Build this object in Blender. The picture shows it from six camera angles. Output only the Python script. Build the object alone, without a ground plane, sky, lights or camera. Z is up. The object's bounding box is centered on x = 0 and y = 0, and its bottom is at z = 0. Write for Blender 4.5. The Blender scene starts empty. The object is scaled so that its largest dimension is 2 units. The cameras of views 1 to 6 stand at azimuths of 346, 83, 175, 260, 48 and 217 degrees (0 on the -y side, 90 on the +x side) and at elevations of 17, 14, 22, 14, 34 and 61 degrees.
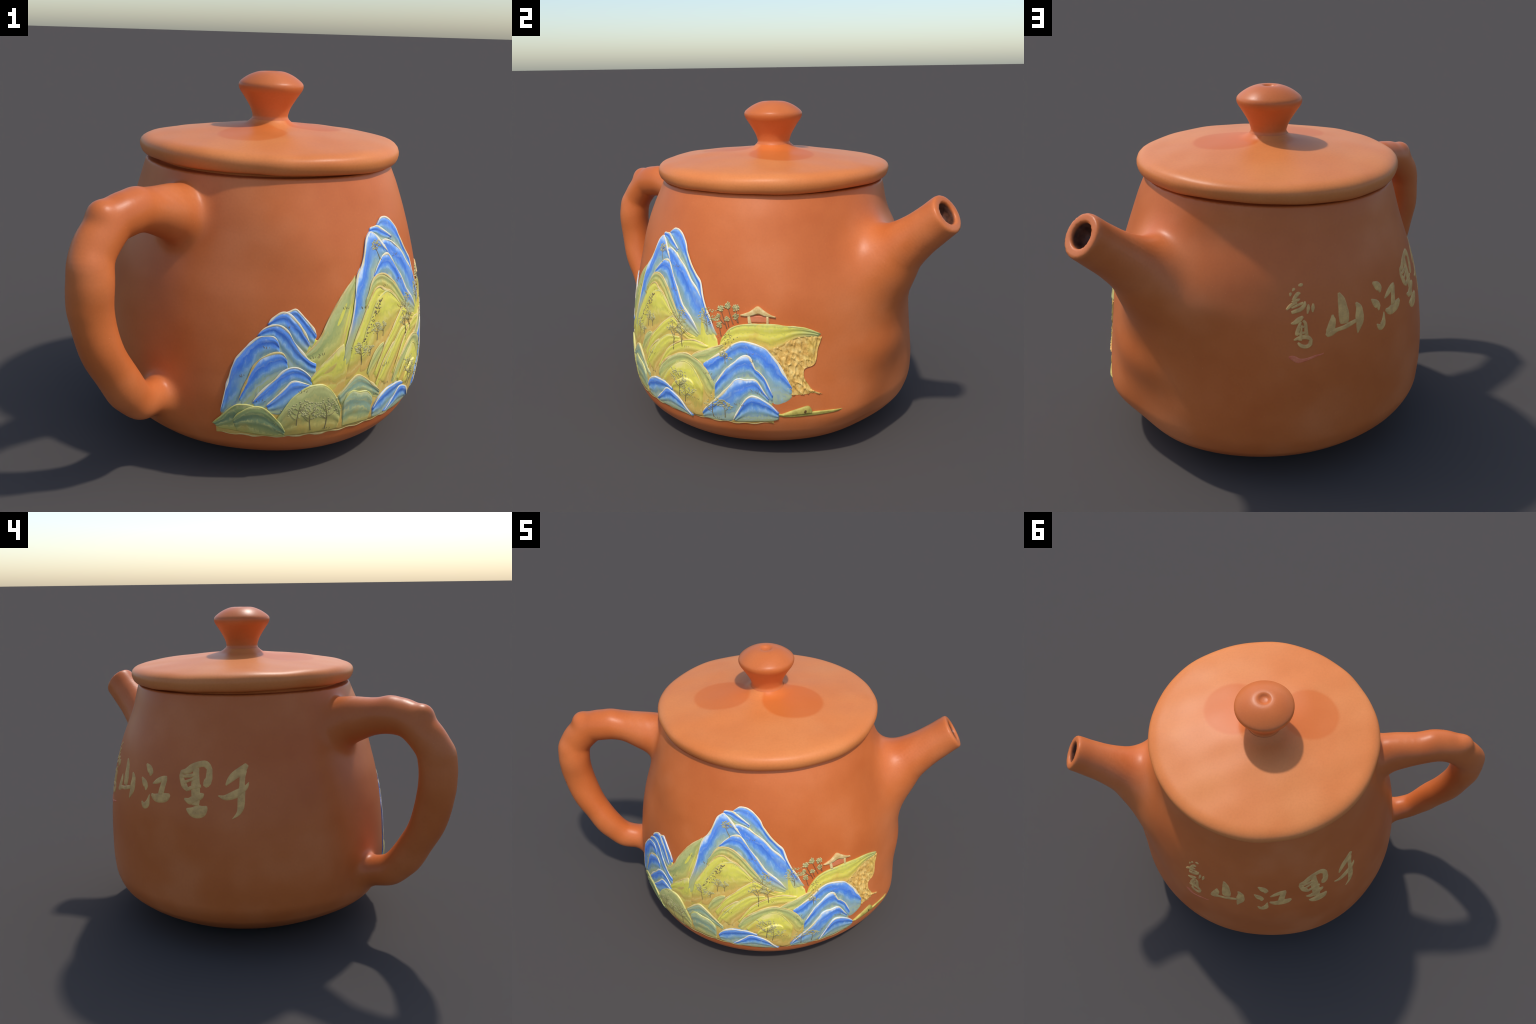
import bpy, math, random
import numpy as np
from mathutils import Vector

random.seed(7)
rng = np.random.default_rng(7)
SPOUT_AZ = math.radians(42.0)          # the spout points this way; the handle opposite
AXIS = (0.066, 0.068)

# --------------------------------------------------------------------------
#  small helpers
# --------------------------------------------------------------------------
def cubic(xk, yk, x):
    """Monotone cubic (Fritsch-Carlson) through knots; yk may have columns."""
    xk = np.asarray(xk, float)
    yk = np.asarray(yk, float)
    one = yk.ndim == 1
    if one:
        yk = yk[:, None]
    h = np.diff(xk)[:, None]
    d = np.diff(yk, axis=0) / h
    m = np.zeros_like(yk)
    m[0], m[-1] = d[0], d[-1]
    same = d[:-1] * d[1:] > 0
    w1, w2 = 2 * h[1:] + h[:-1], h[1:] + 2 * h[:-1]
    with np.errstate(divide="ignore", invalid="ignore"):
        hm = (w1 + w2) / (w1 / d[:-1] + w2 / d[1:])
    m[1:-1] = np.where(same, hm, 0.0)
    x = np.clip(np.asarray(x, float), xk[0], xk[-1])
    j = np.clip(np.searchsorted(xk, x, side="right") - 1, 0, len(xk) - 2)
    hj = h[j, 0]
    t = ((x - xk[j]) / hj)[..., None]
    hj = hj[..., None]
    r = (2 * t**3 - 3 * t**2 + 1) * yk[j] + (t**3 - 2 * t**2 + t) * hj * m[j] + (3 * t**2 - 2 * t**3) * yk[j + 1] + (t**3 - t**2) * hj * m[j + 1]
    return r[..., 0] if one else r


def spline(pts, n):
    """Catmull-Rom through points (any dimension), n samples even in knot arc length."""
    P = np.asarray(pts, float)
    if len(P) == 2:
        t = np.linspace(0, 1, n)[:, None]
        return P[0] * (1 - t) + P[1] * t
    P = np.vstack([2 * P[0] - P[1], P, 2 * P[-1] - P[-2]])
    out = []
    for i in range(1, len(P) - 2):
        t = np.linspace(0, 1, 17)[:-1, None]
        a, b, c, d = P[i - 1], P[i], P[i + 1], P[i + 2]
        out.append(0.5 * (2 * b + (c - a) * t + (2 * a - 5 * b + 4 * c - d) * t**2 + (3 * b - a - 3 * c + d) * t**3))
    Q = np.vstack(out + [P[-2:-1]])
    s = np.concatenate([[0], np.cumsum(np.linalg.norm(np.diff(Q, axis=0), axis=1))])
    u = np.linspace(0, s[-1], n)
    return np.stack([np.interp(u, s, Q[:, k]) for k in range(Q.shape[1])], 1)


def mesh_object(name, verts, faces, parent, mats, smooth=True):
    me = bpy.data.meshes.new(name)
    me.from_pydata(np.asarray(verts, float).tolist(), [], [list(map(int, f)) for f in faces])
    for m in mats if isinstance(mats, (list, tuple)) else [mats]:
        me.materials.append(m)
    me.polygons.foreach_set("use_smooth", [smooth] * len(me.polygons))
    me.update()
    ob = bpy.data.objects.new(name, me)
    bpy.context.scene.collection.objects.link(ob)
    ob.parent = parent
    return ob


def smin(a, b, k):
    h = np.maximum(k - np.abs(a - b), 0.0) / k
    return np.minimum(a, b) - h * h * h * k / 6.0


def wobble(p, scale, seed):
    """Cheap smooth 3-D undulation: a sum of a few plane waves, about -1..1."""
    g = np.random.default_rng(seed)
    v = np.zeros(p.shape[0])
    for _ in range(7):
        k = g.normal(size=3)
        k *= scale * g.uniform(0.6, 1.5) / np.linalg.norm(k)
        v += np.sin(p @ k + g.uniform(0, 6.28))
    return v / 3.5

# --------------------------------------------------------------------------
#  the pot: wall radius as a function of angle round the axis and height
# --------------------------------------------------------------------------
#           height  mean    cos1     sin1     cos2     sin2
WALL = np.array([
    (0.00, 0.470, 0.010, -0.016, 0.002, 0.004),
    (0.02, 0.545, 0.010, -0.018, 0.002, 0.004),
    (0.05, 0.624, 0.008, -0.020, 0.003, 0.003),
    (0.09, 0.695, 0.004, -0.020, 0.004, 0.001),
    (0.14, 0.763, -0.004, -0.016, 0.005, 0.000),
    (0.20, 0.818, -0.012, -0.008, 0.006, -0.004),
    (0.30, 0.858, -0.020, -0.003, 0.007, -0.010),
    (0.42, 0.868, -0.022, -0.001, 0.005, -0.011),
    (0.56, 0.863, -0.019, 0.001, 0.004, -0.009),
    (0.72, 0.847, -0.014, 0.001, 0.004, -0.006),
    (0.90, 0.812, -0.012, -0.002, 0.003, -0.005),
    (1.05, 0.767, -0.011, -0.004, 0.002, -0.006),
    (1.20, 0.716, -0.010, -0.005, 0.001, -0.007),
    (1.30, 0.683, -0.009, -0.004, 0.003, -0.006),
    (1.42, 0.642, -0.008, 0.002, 0.006, -0.002),
])
# hand-thrown unevenness: (angle deg, height, push out, spread deg, spread in height)
LUMPS = [(27, 0.64, -0.028, 13, 0.16), (90, 0.46, -0.022, 16, 0.14), (-12, 0.16, -0.022, 9, 0.055), (0, 0.35, -0.020, 10, 0.11), (-6, 0.58, 0.018, 11, 0.08),
         (-23, 0.29, 0.022, 9, 0.09), (-172, 0.12, 0.018, 14, 0.08), (16, 0.97, 0.036, 9, 0.11), (30, 1.27, -0.013, 15, 0.07), (-42, 0.64, -0.010, 10, 0.10), (72, 1.13, 0.016, 24, 0.13),
         (-141, 1.22, 0.020, 15, 0.11), (150, 1.25, -0.024, 14, 0.12), (-128, 1.10, 0.008, 10, 0.09), (-85, 1.14, 0.009, 13, 0.10), 
         (-105, 0.12, 0.022, 36, 0.09), (-80, 0.04, 0.014, 45, 0.04), (118, 0.19, 0.018, 20, 0.09), (-30, 0.18, 0.012, 13, 0.08), (-132, 0.10, 0.012, 16, 0.06),
         (55, 0.04, -0.018, 30, 0.05), (88, 1.36, 0.010, 22, 0.06), (-92, 1.36, 0.003, 22, 0.06), (-90, 0.90, -0.009, 20, 0.20), (-141, 0.60, -0.006, 12, 0.15)]


def wall_radius(phi, z):
    c = cubic(WALL[:, 0], WALL[:, 1:], z)
    r = c[..., 0] + c[..., 1] * np.cos(phi) + c[..., 2] * np.sin(phi) + c[..., 3] * np.cos(2 * phi) + c[..., 4] * np.sin(2 * phi)
    for a, h, push, sa, sh in LUMPS:
        d = np.degrees(np.angle(np.exp(1j * (phi - math.radians(a)))))
        r = r + push * np.exp(-0.5 * (d / sa) ** 2 - 0.5 * ((z - h) / sh) ** 2)
    return r


TOP = 1.423


def body_field(p):
    x, y, z = p[:, 0], p[:, 1], p[:, 2]
    rho, phi = np.hypot(x, y), np.arctan2(y, x)
    zc = np.clip(z, 0.0, TOP)
    r = wall_radius(phi, zc)
    slope = (cubic(WALL[:, 0], WALL[:, 1], zc + 0.01) - cubic(WALL[:, 0], WALL[:, 1], zc - 0.01)) / 0.02
    d = (rho - r) / np.sqrt(1 + slope * slope)
    floor = 0.040 * np.clip((y + 0.25) / 0.75, 0, 1)          # the foot stands a little off level
    d = -smin(-d, z - floor, 0.03)
    d = -smin(-d, TOP - z, 0.014)
    return d + 0.0022 * wobble(p, 7.0, 3)


def tube_field(p, knots, dense):
    """Distance to a chain of balls along a spline of (x, y, z, radius)."""
    q = spline(knots, dense)
    a, b = q[:-1], q[1:]
    best = np.full(len(p), 9.0)
    for i in range(len(a)):
        ab = b[i, :3] - a[i, :3]
        t = np.clip(((p - a[i, :3]) @ ab) / (ab @ ab), 0, 1)
        d = np.linalg.norm(p - a[i, :3] - t[:, None] * ab, axis=1) - (a[i, 3] + t * (b[i, 3] - a[i, 3]))
        best = np.minimum(best, d)
    return best


# local frame: +x towards the spout, -x towards the handle; (out, side, height, radius)
HANDLE = [(-a - 0.006 * (a > 1.0), 0.002 - b, c, d) for a, b, c, d in [
    (0.680, -0.018, 1.215, 0.150),
    (0.775, -0.010, 1.252, 0.128), (0.914, -0.010, 1.293, 0.107), (1.053, -0.002, 1.305, 0.100),
    (1.166, -0.012, 1.277, 0.098), (1.269, -0.004, 1.167, 0.098), (1.296, 0.008, 1.057, 0.103),
    (1.297, 0.005, 0.928, 0.101), (1.272, 0.009, 0.794, 0.099), (1.216, 0.020, 0.659, 0.093),
    (1.146, 0.030, 0.534, 0.088), (1.046, 0.018, 0.428, 0.085), (0.921, 0.012, 0.386, 0.092),
    (0.790, 0.015, 0.345, 0.135)]]
KNUCKLES = [(-1.215, 0.012, 1.322, 0.060), (-1.325, -0.008, 1.130, 0.062), (-1.02, 0.0, 1.345, 0.058), (-1.338, 0.0, 0.95, 0.056), (-1.145, -0.02, 0.50, 0.055)]
SPOUT = [(0.60, -0.005, 0.90, 0.270), (0.74, -0.005, 1.004, 0.208), (0.850, -0.006, 1.098, 0.152),
         (0.962, -0.008, 1.187, 0.121), (1.06, -0.010, 1.266, 0.110), (1.130, -0.012, 1.325, 0.107)]
MOUTH = np.array([1.146, -0.013, 1.338])
MOUTH_N = np.array([math.cos(math.radians(33)), 0.0, math.sin(math.radians(33))])


def spout_field(p):
    d = tube_field(p, SPOUT + [tuple(np.array(SPOUT[-1][:3]) + 0.07 * MOUTH_N) + (0.107,)], 40)
    d = -smin(-d, -((p - MOUTH) @ MOUTH_N), 0.03)            # cut mouth, rounded lip
    return d


def bore_field(p):
    a, b = MOUTH + 0.1 * MOUTH_N, MOUTH - 0.04 * np.array([0.775, -0.043, 0.631])
    ab = b - MOUTH
    q = tube_field(p, [tuple(a) + (0.061,), tuple(MOUTH) + (0.061,), tuple(MOUTH + 0.5 * ab) + (0.057,), tuple(b) + (0.057,)], 24)
    return q + 0.004 * wobble(p, 30.0, 33)                    # an uneven lip


def pot_field(p, parts=False):
    d = body_field(p)
    h = np.full(len(p), 9.0)
    m = (p[:, 0] < -0.5) & (np.abs(p[:, 1]) < 0.35)
    if m.any():
        flat = np.array([1.0, 1.07, 1.0])                     # a little narrower across than deep
        h[m] = tube_field(p[m] * flat, [(a, b * 1.07, c, r) for a, b, c, r in HANDLE], 110) + 0.0062 * wobble(p[m], 21.0, 11)
        for kx, ky, kz, kr in KNUCKLES:
            h[m] = smin(h[m], np.linalg.norm(p[m] - (kx, ky, kz), axis=1) - kr, 0.05)
    s = np.full(len(p), 9.0)
    bo = np.full(len(p), 9.0)
    m = (p[:, 0] > 0.3) & (np.abs(p[:, 1]) < 0.5) & (p[:, 2] > 0.4)
    if m.any():
        s[m] = spout_field(p[m])
        bo[m] = bore_field(p[m])
    if parts:
        return d, h, s, bo
    f = smin(smin(d, s, 0.18), h, 0.085)
    return -smin(-f, bo, 0.022)


def surface_net(field, lo, hi, h):
    """Naive surface nets over a regular grid; returns verts, quads."""
    n = np.ceil((np.array(hi) - lo) / h).astype(int) + 1
    ax = [lo[i] + h * np.arange(n[i]) for i in range(3)]
    f = np.empty(n)
    for i in range(n[0]):
        Y, Z = np.meshgrid(ax[1], ax[2], indexing="ij")
        p = np.stack([np.full(Y.size, ax[0][i]), Y.ravel(), Z.ravel()], 1)
        f[i] = field(p).reshape(Y.shape)
    neg = f < 0
    c = np.zeros(n - 1, int)
    for dx in (0, 1):
        for dy in (0, 1):
            for dz in (0, 1):
                c += neg[dx:n[0] - 1 + dx, dy:n[1] - 1 + dy, dz:n[2] - 1 + dz]
    cell = (c > 0) & (c < 8)
    idx = np.full(n - 1, -1)
    where = np.argwhere(cell)
    idx[cell] = np.arange(len(where))
    acc, cnt = np.zeros((len(where), 3)), np.zeros(len(where))
    I, J, K = where.T
    for axis in range(3):
        for a in (0, 1):
            for b in (0, 1):
                o = [0, 0, 0]
                o[(axis + 1) % 3], o[(axis + 2) % 3] = a, b
                e = list(o)
                e[axis] = 1
                f0 = f[I + o[0], J + o[1], K + o[2]]
                f1 = f[I + e[0], J + e[1], K + e[2]]
                m = (f0 < 0) != (f1 < 0)
                t = f0[m] / (f0[m] - f1[m])
                q = np.tile(np.array(o, float), (m.sum(), 1))
                q[:, axis] += t
                acc[m] += q
                cnt[m] += 1
    v = lo + h * (where + acc / cnt[:, None])
    quads = []
    for axis in range(3):
        s0 = [slice(1, -1)] * 3
        s0[axis] = slice(0, -1)
        s1 = list(s0)
        s1[axis] = slice(1, None)
        a, b = neg[tuple(s0)], neg[tuple(s1)]
        off = np.array([1, 1, 1])
        off[axis] = 0
        for flip, m in ((False, a & ~b), (True, ~a & b)):
            g = np.argwhere(m) + off
            u, w = np.zeros(3, int), np.zeros(3, int)
            u[(axis + 1) % 3] = 1
            w[(axis + 2) % 3] = 1
            q = np.stack([idx[tuple((g - u - w).T)], idx[tuple((g - w).T)], idx[tuple(g.T)], idx[tuple((g - u).T)]], 1)
            quads.append(q[:, ::-1] if flip else q)
    return v, np.vstack(quads)


def field_gradient(field, v, e=0.002):
    g = np.zeros_like(v)
    for k in range(3):
        d = np.zeros(3)
        d[k] = e
        g[:, k] = (field(v + d) - field(v - d)) / (2 * e)
    return g


def build_pot(root, clay):
    v, q = surface_net(pot_field, np.array([-1.46, -0.95, -0.03]), np.array([1.30, 0.95, 1.50]), 0.0125)
    for _ in range(3):
        g = field_gradient(pot_field, v)
        v = v - np.clip(pot_field(v) / np.maximum((g * g).sum(1), 0.05), -0.01, 0.01)[:, None] * g
    v[:, 2] = np.maximum(v[:, 2], 0.0)
    nor = field_gradient(pot_field, v, 0.003)
    nor /= np.linalg.norm(nor, axis=1, keepdims=True)
    c = v[q].mean(1)
    d, h, s, bo = pot_field(c, parts=True)
    kind = np.zeros(len(q), int)
    kind[(h < d - 0.002) & (h < s)] = 1
    kind[((s < d - 0.002) & (s < h)) | (bo < 0.02)] = 2
    for k, name in enumerate(("body", "handle", "spout")):
        f = q[kind == k]
        used, inv = np.unique(f, return_inverse=True)
        f = inv.reshape(f.shape)
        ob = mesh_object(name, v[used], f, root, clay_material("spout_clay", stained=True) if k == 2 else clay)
        ob.data.normals_split_custom_set_from_vertices(nor[used].tolist())


# --------------------------------------------------------------------------
#  lid and knob: one turned profile, split at the knob's neck
# --------------------------------------------------------------------------
LID = [(0.0, 1.37), (0.30, 1.37), (0.565, 1.372), (0.586, 1.385), (0.590, 1.410), (0.594, 1.430), (0.604, 1.436), (0.630, 1.4355), (0.650, 1.436), (0.663, 1.444), (0.672, 1.460),
       (0.677, 1.482), (0.673, 1.503), (0.658, 1.519), (0.632, 1.531), (0.59, 1.539), (0.50, 1.552), (0.38, 1.566), (0.26, 1.579),
       (0.18, 1.588), (0.14, 1.594), (0.114, 1.606), (0.098, 1.620)]
KNOB = [(0.098, 1.620), (0.092, 1.634), (0.093, 1.648), (0.104, 1.680), (0.124, 1.715), (0.144, 1.746), (0.159, 1.768), (0.166, 1.786),
        (0.164, 1.803), (0.149, 1.819), (0.122, 1.838), (0.094, 1.852), (0.066, 1.861), (0.043, 1.863), (0.034, 1.860), (0.027, 1.854), (0.018, 1.850), (0.0, 1.849)]


def turned(profile, n, seed, amp):
    p = spline(profile, 4 * len(profile))
    p[:, 0] = np.maximum(p[:, 0], 0)
    a = np.linspace(0, 2 * math.pi, n, endpoint=False)
    V = np.stack([p[:, 0][:, None] * np.cos(a), p[:, 0][:, None] * np.sin(a), np.repeat(p[:, 1][:, None], n, 1)], -1)
    t = np.gradient(p, axis=0)
    nr = np.stack([t[:, 1], -t[:, 0]], 1)
    nr /= np.linalg.norm(nr, axis=1, keepdims=True)
    N = np.stack([nr[:, 0][:, None] * np.cos(a), nr[:, 0][:, None] * np.sin(a), np.repeat(nr[:, 1][:, None], n, 1)], -1)
    W = V.reshape(-1, 3)
    d = amp * (wobble(W, 9.0, seed) + 0.45 * wobble(W, 26.0, seed + 1))
    fade = np.clip(np.repeat(p[:, 0], n) / 0.06, 0, 1)
    W = W + N.reshape(-1, 3) * (d * fade)[:, None]
    rr, aa = np.hypot(W[:, 0], W[:, 1]), np.arctan2(W[:, 1], W[:, 0])
    W[:, 2] += 0.005 * (rr / 0.67) ** 2 * np.cos(2 * aa) + 0.0025 * (rr / 0.67) ** 2 * np.sin(3 * aa + 0.6)
    W[:, 2] -= 0.0045 * W[:, 1]
    W[:, 2] += 0.007 * np.exp(-((W[:, 0] + 0.27) ** 2 + (W[:, 1] + 0.24) ** 2) / 0.02)
    W[:, 2] += LID_TILT * (W[:, 0] * math.cos(SPOUT_AZ) - W[:, 1] * math.sin(SPOUT_AZ))
    m = len(p)
    i, j = np.meshgrid(np.arange(m - 1), np.arange(n), indexing="ij")
    j2 = (j + 1) % n
    F = np.stack([i * n + j, i * n + j2, (i + 1) * n + j2, (i + 1) * n + j], -1).reshape(-1, 4)
    return W, F


LID_TILT = -0.013


def build_lid(root, clay):
    Wl, Fl = turned(LID, 240, 21, 0.0042)
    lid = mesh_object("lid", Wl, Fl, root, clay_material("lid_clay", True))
    Wk, Fk = turned(KNOB, 120, 21, 0.0025)
    knob = mesh_object("knob", Wk, Fk, lid, clay)
    return lid, knob


# --------------------------------------------------------------------------
#  materials
# --------------------------------------------------------------------------
def srgb(r, g, b):
    f = lambda c: (c / 255 / 12.92) if c / 255 <= 0.04045 else ((c / 255 + 0.055) / 1.055) ** 2.4
    return (f(r), f(g), f(b), 1.0)


class Nodes:
    def __init__(self, name):
        self.m = bpy.data.materials.new(name)
        self.m.use_nodes = True
        self.t = self.m.node_tree
        self.bsdf = self.t.nodes["Principled BSDF"]
        self.co = self.new("ShaderNodeTexCoord").outputs["Object"]

    def new(self, kind, **kw):
        n = self.t.nodes.new(kind)
        for k, v in kw.items():
            setattr(n, k, v)
        return n

    def put(self, sock, v):
        if isinstance(v, bpy.types.NodeSocket):
            self.t.links.new(v, sock)
        else:
            sock.default_value = v

    def math(self, op, a, b=0.0, clamp=False):
        n = self.new("ShaderNodeMath", operation=op, use_clamp=clamp)
        self.put(n.inputs[0], a)
        self.put(n.inputs[1], b)
        return n.outputs[0]

    def noise(self, scale, detail=4.0, rough=0.55, vec=None):
        n = self.new("ShaderNodeTexNoise")
        self.put(n.inputs["Vector"], vec or self.co)
        n.inputs["Scale"].default_value = scale
        n.inputs["Detail"].default_value = detail
        n.inputs["Roughness"].default_value = rough
        return n.outputs["Fac"]

    def mix(self, fac, a, b):
        n = self.new("ShaderNodeMix", data_type="RGBA")
        self.put(n.inputs[0], fac)
        self.put(n.inputs[6], a)
        self.put(n.inputs[7], b)
        return n.outputs[2]

    def ramp(self, fac, stops):
        n = self.new("ShaderNodeValToRGB")
        e = n.color_ramp.elements
        while len(e) < len(stops):
            e.new(0.5)
        for el, (p, c) in zip(e, stops):
            el.position, el.color = p, c
        self.put(n.inputs[0], fac)
        return n.outputs[0]

    def step(self, x, lo, hi):
        n = self.new("ShaderNodeMapRange", interpolation_type="SMOOTHSTEP")
        self.put(n.inputs[0], x)
        n.inputs[1].default_value, n.inputs[2].default_value = lo, hi
        return n.outputs[0]

    def bump(self, height, strength, dist):
        n = self.new("ShaderNodeBump")
        n.inputs["Strength"].default_value = strength
        n.inputs["Distance"].default_value = dist
        self.put(n.inputs["Height"], height)
        self.put(self.bsdf.inputs["Normal"], n.outputs[0])

    def done(self, col, rough=0.5, **kw):
        self.put(self.bsdf.inputs["Base Color"], col)
        self.put(self.bsdf.inputs["Roughness"], rough)
        for k, v in kw.items():
            self.bsdf.inputs[k].default_value = v
        return self.m


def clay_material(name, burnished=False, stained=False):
    n = Nodes(name)
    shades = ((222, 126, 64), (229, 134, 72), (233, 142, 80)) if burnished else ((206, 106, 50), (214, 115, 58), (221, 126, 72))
    broad = n.noise(2.2, 3.0)
    col = n.ramp(broad, [(0.30, srgb(*shades[0])), (0.5, srgb(*shades[1])), (0.70, srgb(*shades[2]))])
    fine = n.noise(90.0, 3.0, 0.7)
    col = n.mix(n.math("MULTIPLY", n.step(fine, 0.35, 0.75), 0.12), col, srgb(176, 86, 44))
    speck = n.noise(150.0, 1.0, 0.5)
    col = n.mix(n.math("MULTIPLY", n.step(speck, 0.74, 0.80), 0.35), col, srgb(236, 150, 100))
    if burnished:                       # the knob's two cast shadows, coloured into the lid as darker orange discs
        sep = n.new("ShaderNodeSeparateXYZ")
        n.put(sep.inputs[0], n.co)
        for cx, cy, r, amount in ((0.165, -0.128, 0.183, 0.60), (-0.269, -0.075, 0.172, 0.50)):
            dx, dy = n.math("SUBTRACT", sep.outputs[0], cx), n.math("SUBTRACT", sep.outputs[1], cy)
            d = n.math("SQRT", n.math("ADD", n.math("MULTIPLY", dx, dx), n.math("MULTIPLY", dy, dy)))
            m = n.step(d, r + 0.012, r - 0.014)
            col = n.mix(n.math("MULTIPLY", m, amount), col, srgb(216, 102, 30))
    if stained:                         # darkness of the spout's hollow, painted brown inside the bore
        rel = n.new("ShaderNodeVectorMath", operation="SUBTRACT")
        n.put(rel.inputs[0], n.co)
        rel.inputs[1].default_value = tuple(MOUTH)
        along = n.new("ShaderNodeVectorMath", operation="DOT_PRODUCT")
        n.put(along.inputs[0], rel.outputs[0])
        along.inputs[1].default_value = tuple(MOUTH_N)
        axis = np.array([-0.775, 0.043, -0.631])
        axis /= np.linalg.norm(axis)
        cross = n.new("ShaderNodeVectorMath", operation="CROSS_PRODUCT")
        n.put(cross.inputs[0], rel.outputs[0])
        cross.inputs[1].default_value = tuple(axis)
        away = n.new("ShaderNodeVectorMath", operation="LENGTH")
        n.put(away.inputs[0], cross.outputs[0])
        m = n.math("MULTIPLY", n.step(away.outputs["Value"], 0.074, 0.067), n.step(along.outputs["Value"], -0.004, -0.022))
        col = n.mix(m, col, n.ramp(n.noise(30.0, 3.0), [(0.35, srgb(80, 52, 42)), (0.65, srgb(118, 74, 56))]))
    n.bump(fine, 0.08, 0.004)
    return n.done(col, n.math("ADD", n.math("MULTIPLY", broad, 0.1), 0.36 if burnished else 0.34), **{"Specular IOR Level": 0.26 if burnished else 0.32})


# --------------------------------------------------------------------------
#  painted relief: everything below lies on the unrolled wall, as
#  (angle in degrees round the axis, height) control points
# --------------------------------------------------------------------------
def on_wall(a, z):
    """Points of the pot's wall (fillets included), and outward directions."""
    phi = np.radians(np.asarray(a, float)).ravel()
    z = np.asarray(z, float).ravel()
    r = wall_radius(phi, z)
    c, s = np.cos(phi), np.sin(phi)
    for _ in range(3):
        f0 = pot_field(np.stack([r * c, r * s, z], 1))
        f1 = pot_field(np.stack([(r + 0.004) * c, (r + 0.004) * s, z], 1))
        g = np.clip((f1 - f0) / 0.004, 0.35, 1.5)
        r = r - np.clip(f0 / g, -0.05, 0.05)
    p = np.stack([r * c, r * s, z], 1)
    dz = (wall_radius(phi, z + 0.01) - wall_radius(phi, np.maximum(z - 0.01, 0))) / 0.02
    n = np.stack([c, s, -dz], 1)
    n /= np.linalg.norm(n, axis=1, keepdims=True)
    return p, n


def smooth01(x):
    x = np.clip(x, 0, 1)
    return x * x * (3 - 2 * x)


def grid_faces(rows, cols):
    i, j = np.meshgrid(np.arange(rows - 1), np.arange(cols - 1), indexing="ij")
    return np.stack([i * cols + j, (i + 1) * cols + j, (i + 1) * cols + j + 1, i * cols + j + 1], -1).reshape(-1, 4)


def ruled(top, bottom, rows, cols):
    a, b = spline(top, cols), spline(bottom, cols)
    t = np.asarray(rows)[:, None, None]
    return a[None] * (1 - t) + b[None] * t


def relief_patch(name, A, H, parent, mat, seed=1, fold=0.0012, fscale=38.0):
    """A: rows x cols x 2 of (angle, height); H: rows x cols of rise above the wall."""
    p, n = on_wall(A[..., 0], A[..., 1])
    h = H.ravel().copy()
    inner = np.clip(h / 0.008, 0, 1)
    h += inner * fold * wobble(p * np.array([1.0, 1.0, 0.5]), fscale, seed)
    return mesh_object(name, p + n * h[:, None], grid_faces(*A.shape[:2]), parent, mat)


BURIED = -0.004
ROWS = [0.0, 0.005] + [0.005 + 0.985 * (i / 34) ** 1.25 for i in range(1, 35)] + [1.0]


def ridge_heights(cols, rise, foot, sinks):
    s = np.array(ROWS)
    shape = np.interp(s, [0, 0.006, 0.03, 0.06, 0.12, 0.20, 0.34, 0.5, 0.7, 0.9, 1.0], [0.35, 0.6, 0.92, 1.0, 0.92, 0.78, 0.68, 0.56, 0.32, 0.10, 0.0])
    prof = foot + (rise - foot) * shape
    prof += 0.0013 * np.sin(2 * math.pi * 2.6 * s - 1.2) * smooth01((s - 0.08) / 0.1) * smooth01((0.9 - s) / 0.3)   # folds that follow the brow
    if sinks:
        prof = BURIED + (prof - BURIED) * smooth01((1.0 - s) / 0.16)
    prof[0], prof[-1] = BURIED, BURIED
    t = np.linspace(0, 1, cols)
    end = smooth01(np.minimum(t, 1 - t) / 0.05)
    return BURIED + (prof[:, None] - BURIED) * end[None]


def bead(name, pts, half, lift, parent, mat, seed, cols=90, ragged=0.45, thick=0.0017):
    """A thin raised line along pts, its width swelling and thinning; lift: rise under it."""
    c = spline(pts, cols)
    p, n = on_wall(c[:, 0], c[:, 1])
    p = p + n * lift
    t = np.gradient(p, axis=0)
    t /= np.linalg.norm(t, axis=1, keepdims=True) + 1e-9
    side = np.cross(n, t)
    u = np.linspace(0, 1, cols)
    w = half * smooth01(np.minimum(u, 1 - u) / 0.12) ** 0.6 * (1 + ragged * wobble(p, 45.0, seed) + ragged * 0.6 * wobble(p, 110.0, seed + 5))
    w = np.maximum(w, 0.0004)
    ang = np.linspace(-0.15, math.pi + 0.15, 7)
    V = [p + side * (w * math.cos(a))[:, None] + n * (np.minimum(thick, w) * math.sin(a))[:, None] for a in ang]
    return mesh_object(name, np.stack(V, 0).reshape(-1, 3), grid_faces(7, cols)[:, ::-1], parent, mat)


def coons(top, bottom, left, right, rows, cols):
    T, B, L, R = spline(top, cols), spline(bottom, cols), spline(left, rows), spline(right, rows)
    u, v = np.linspace(0, 1, cols)[None, :, None], np.linspace(0, 1, rows)[:, None, None]
    return (1 - v) * T[None] + v * B[None] + (1 - u) * L[:, None] + u * R[:, None] - (
        (1 - u) * (1 - v) * T[0] + u * (1 - v) * T[-1] + (1 - u) * v * B[0] + u * v * B[-1])

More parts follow.
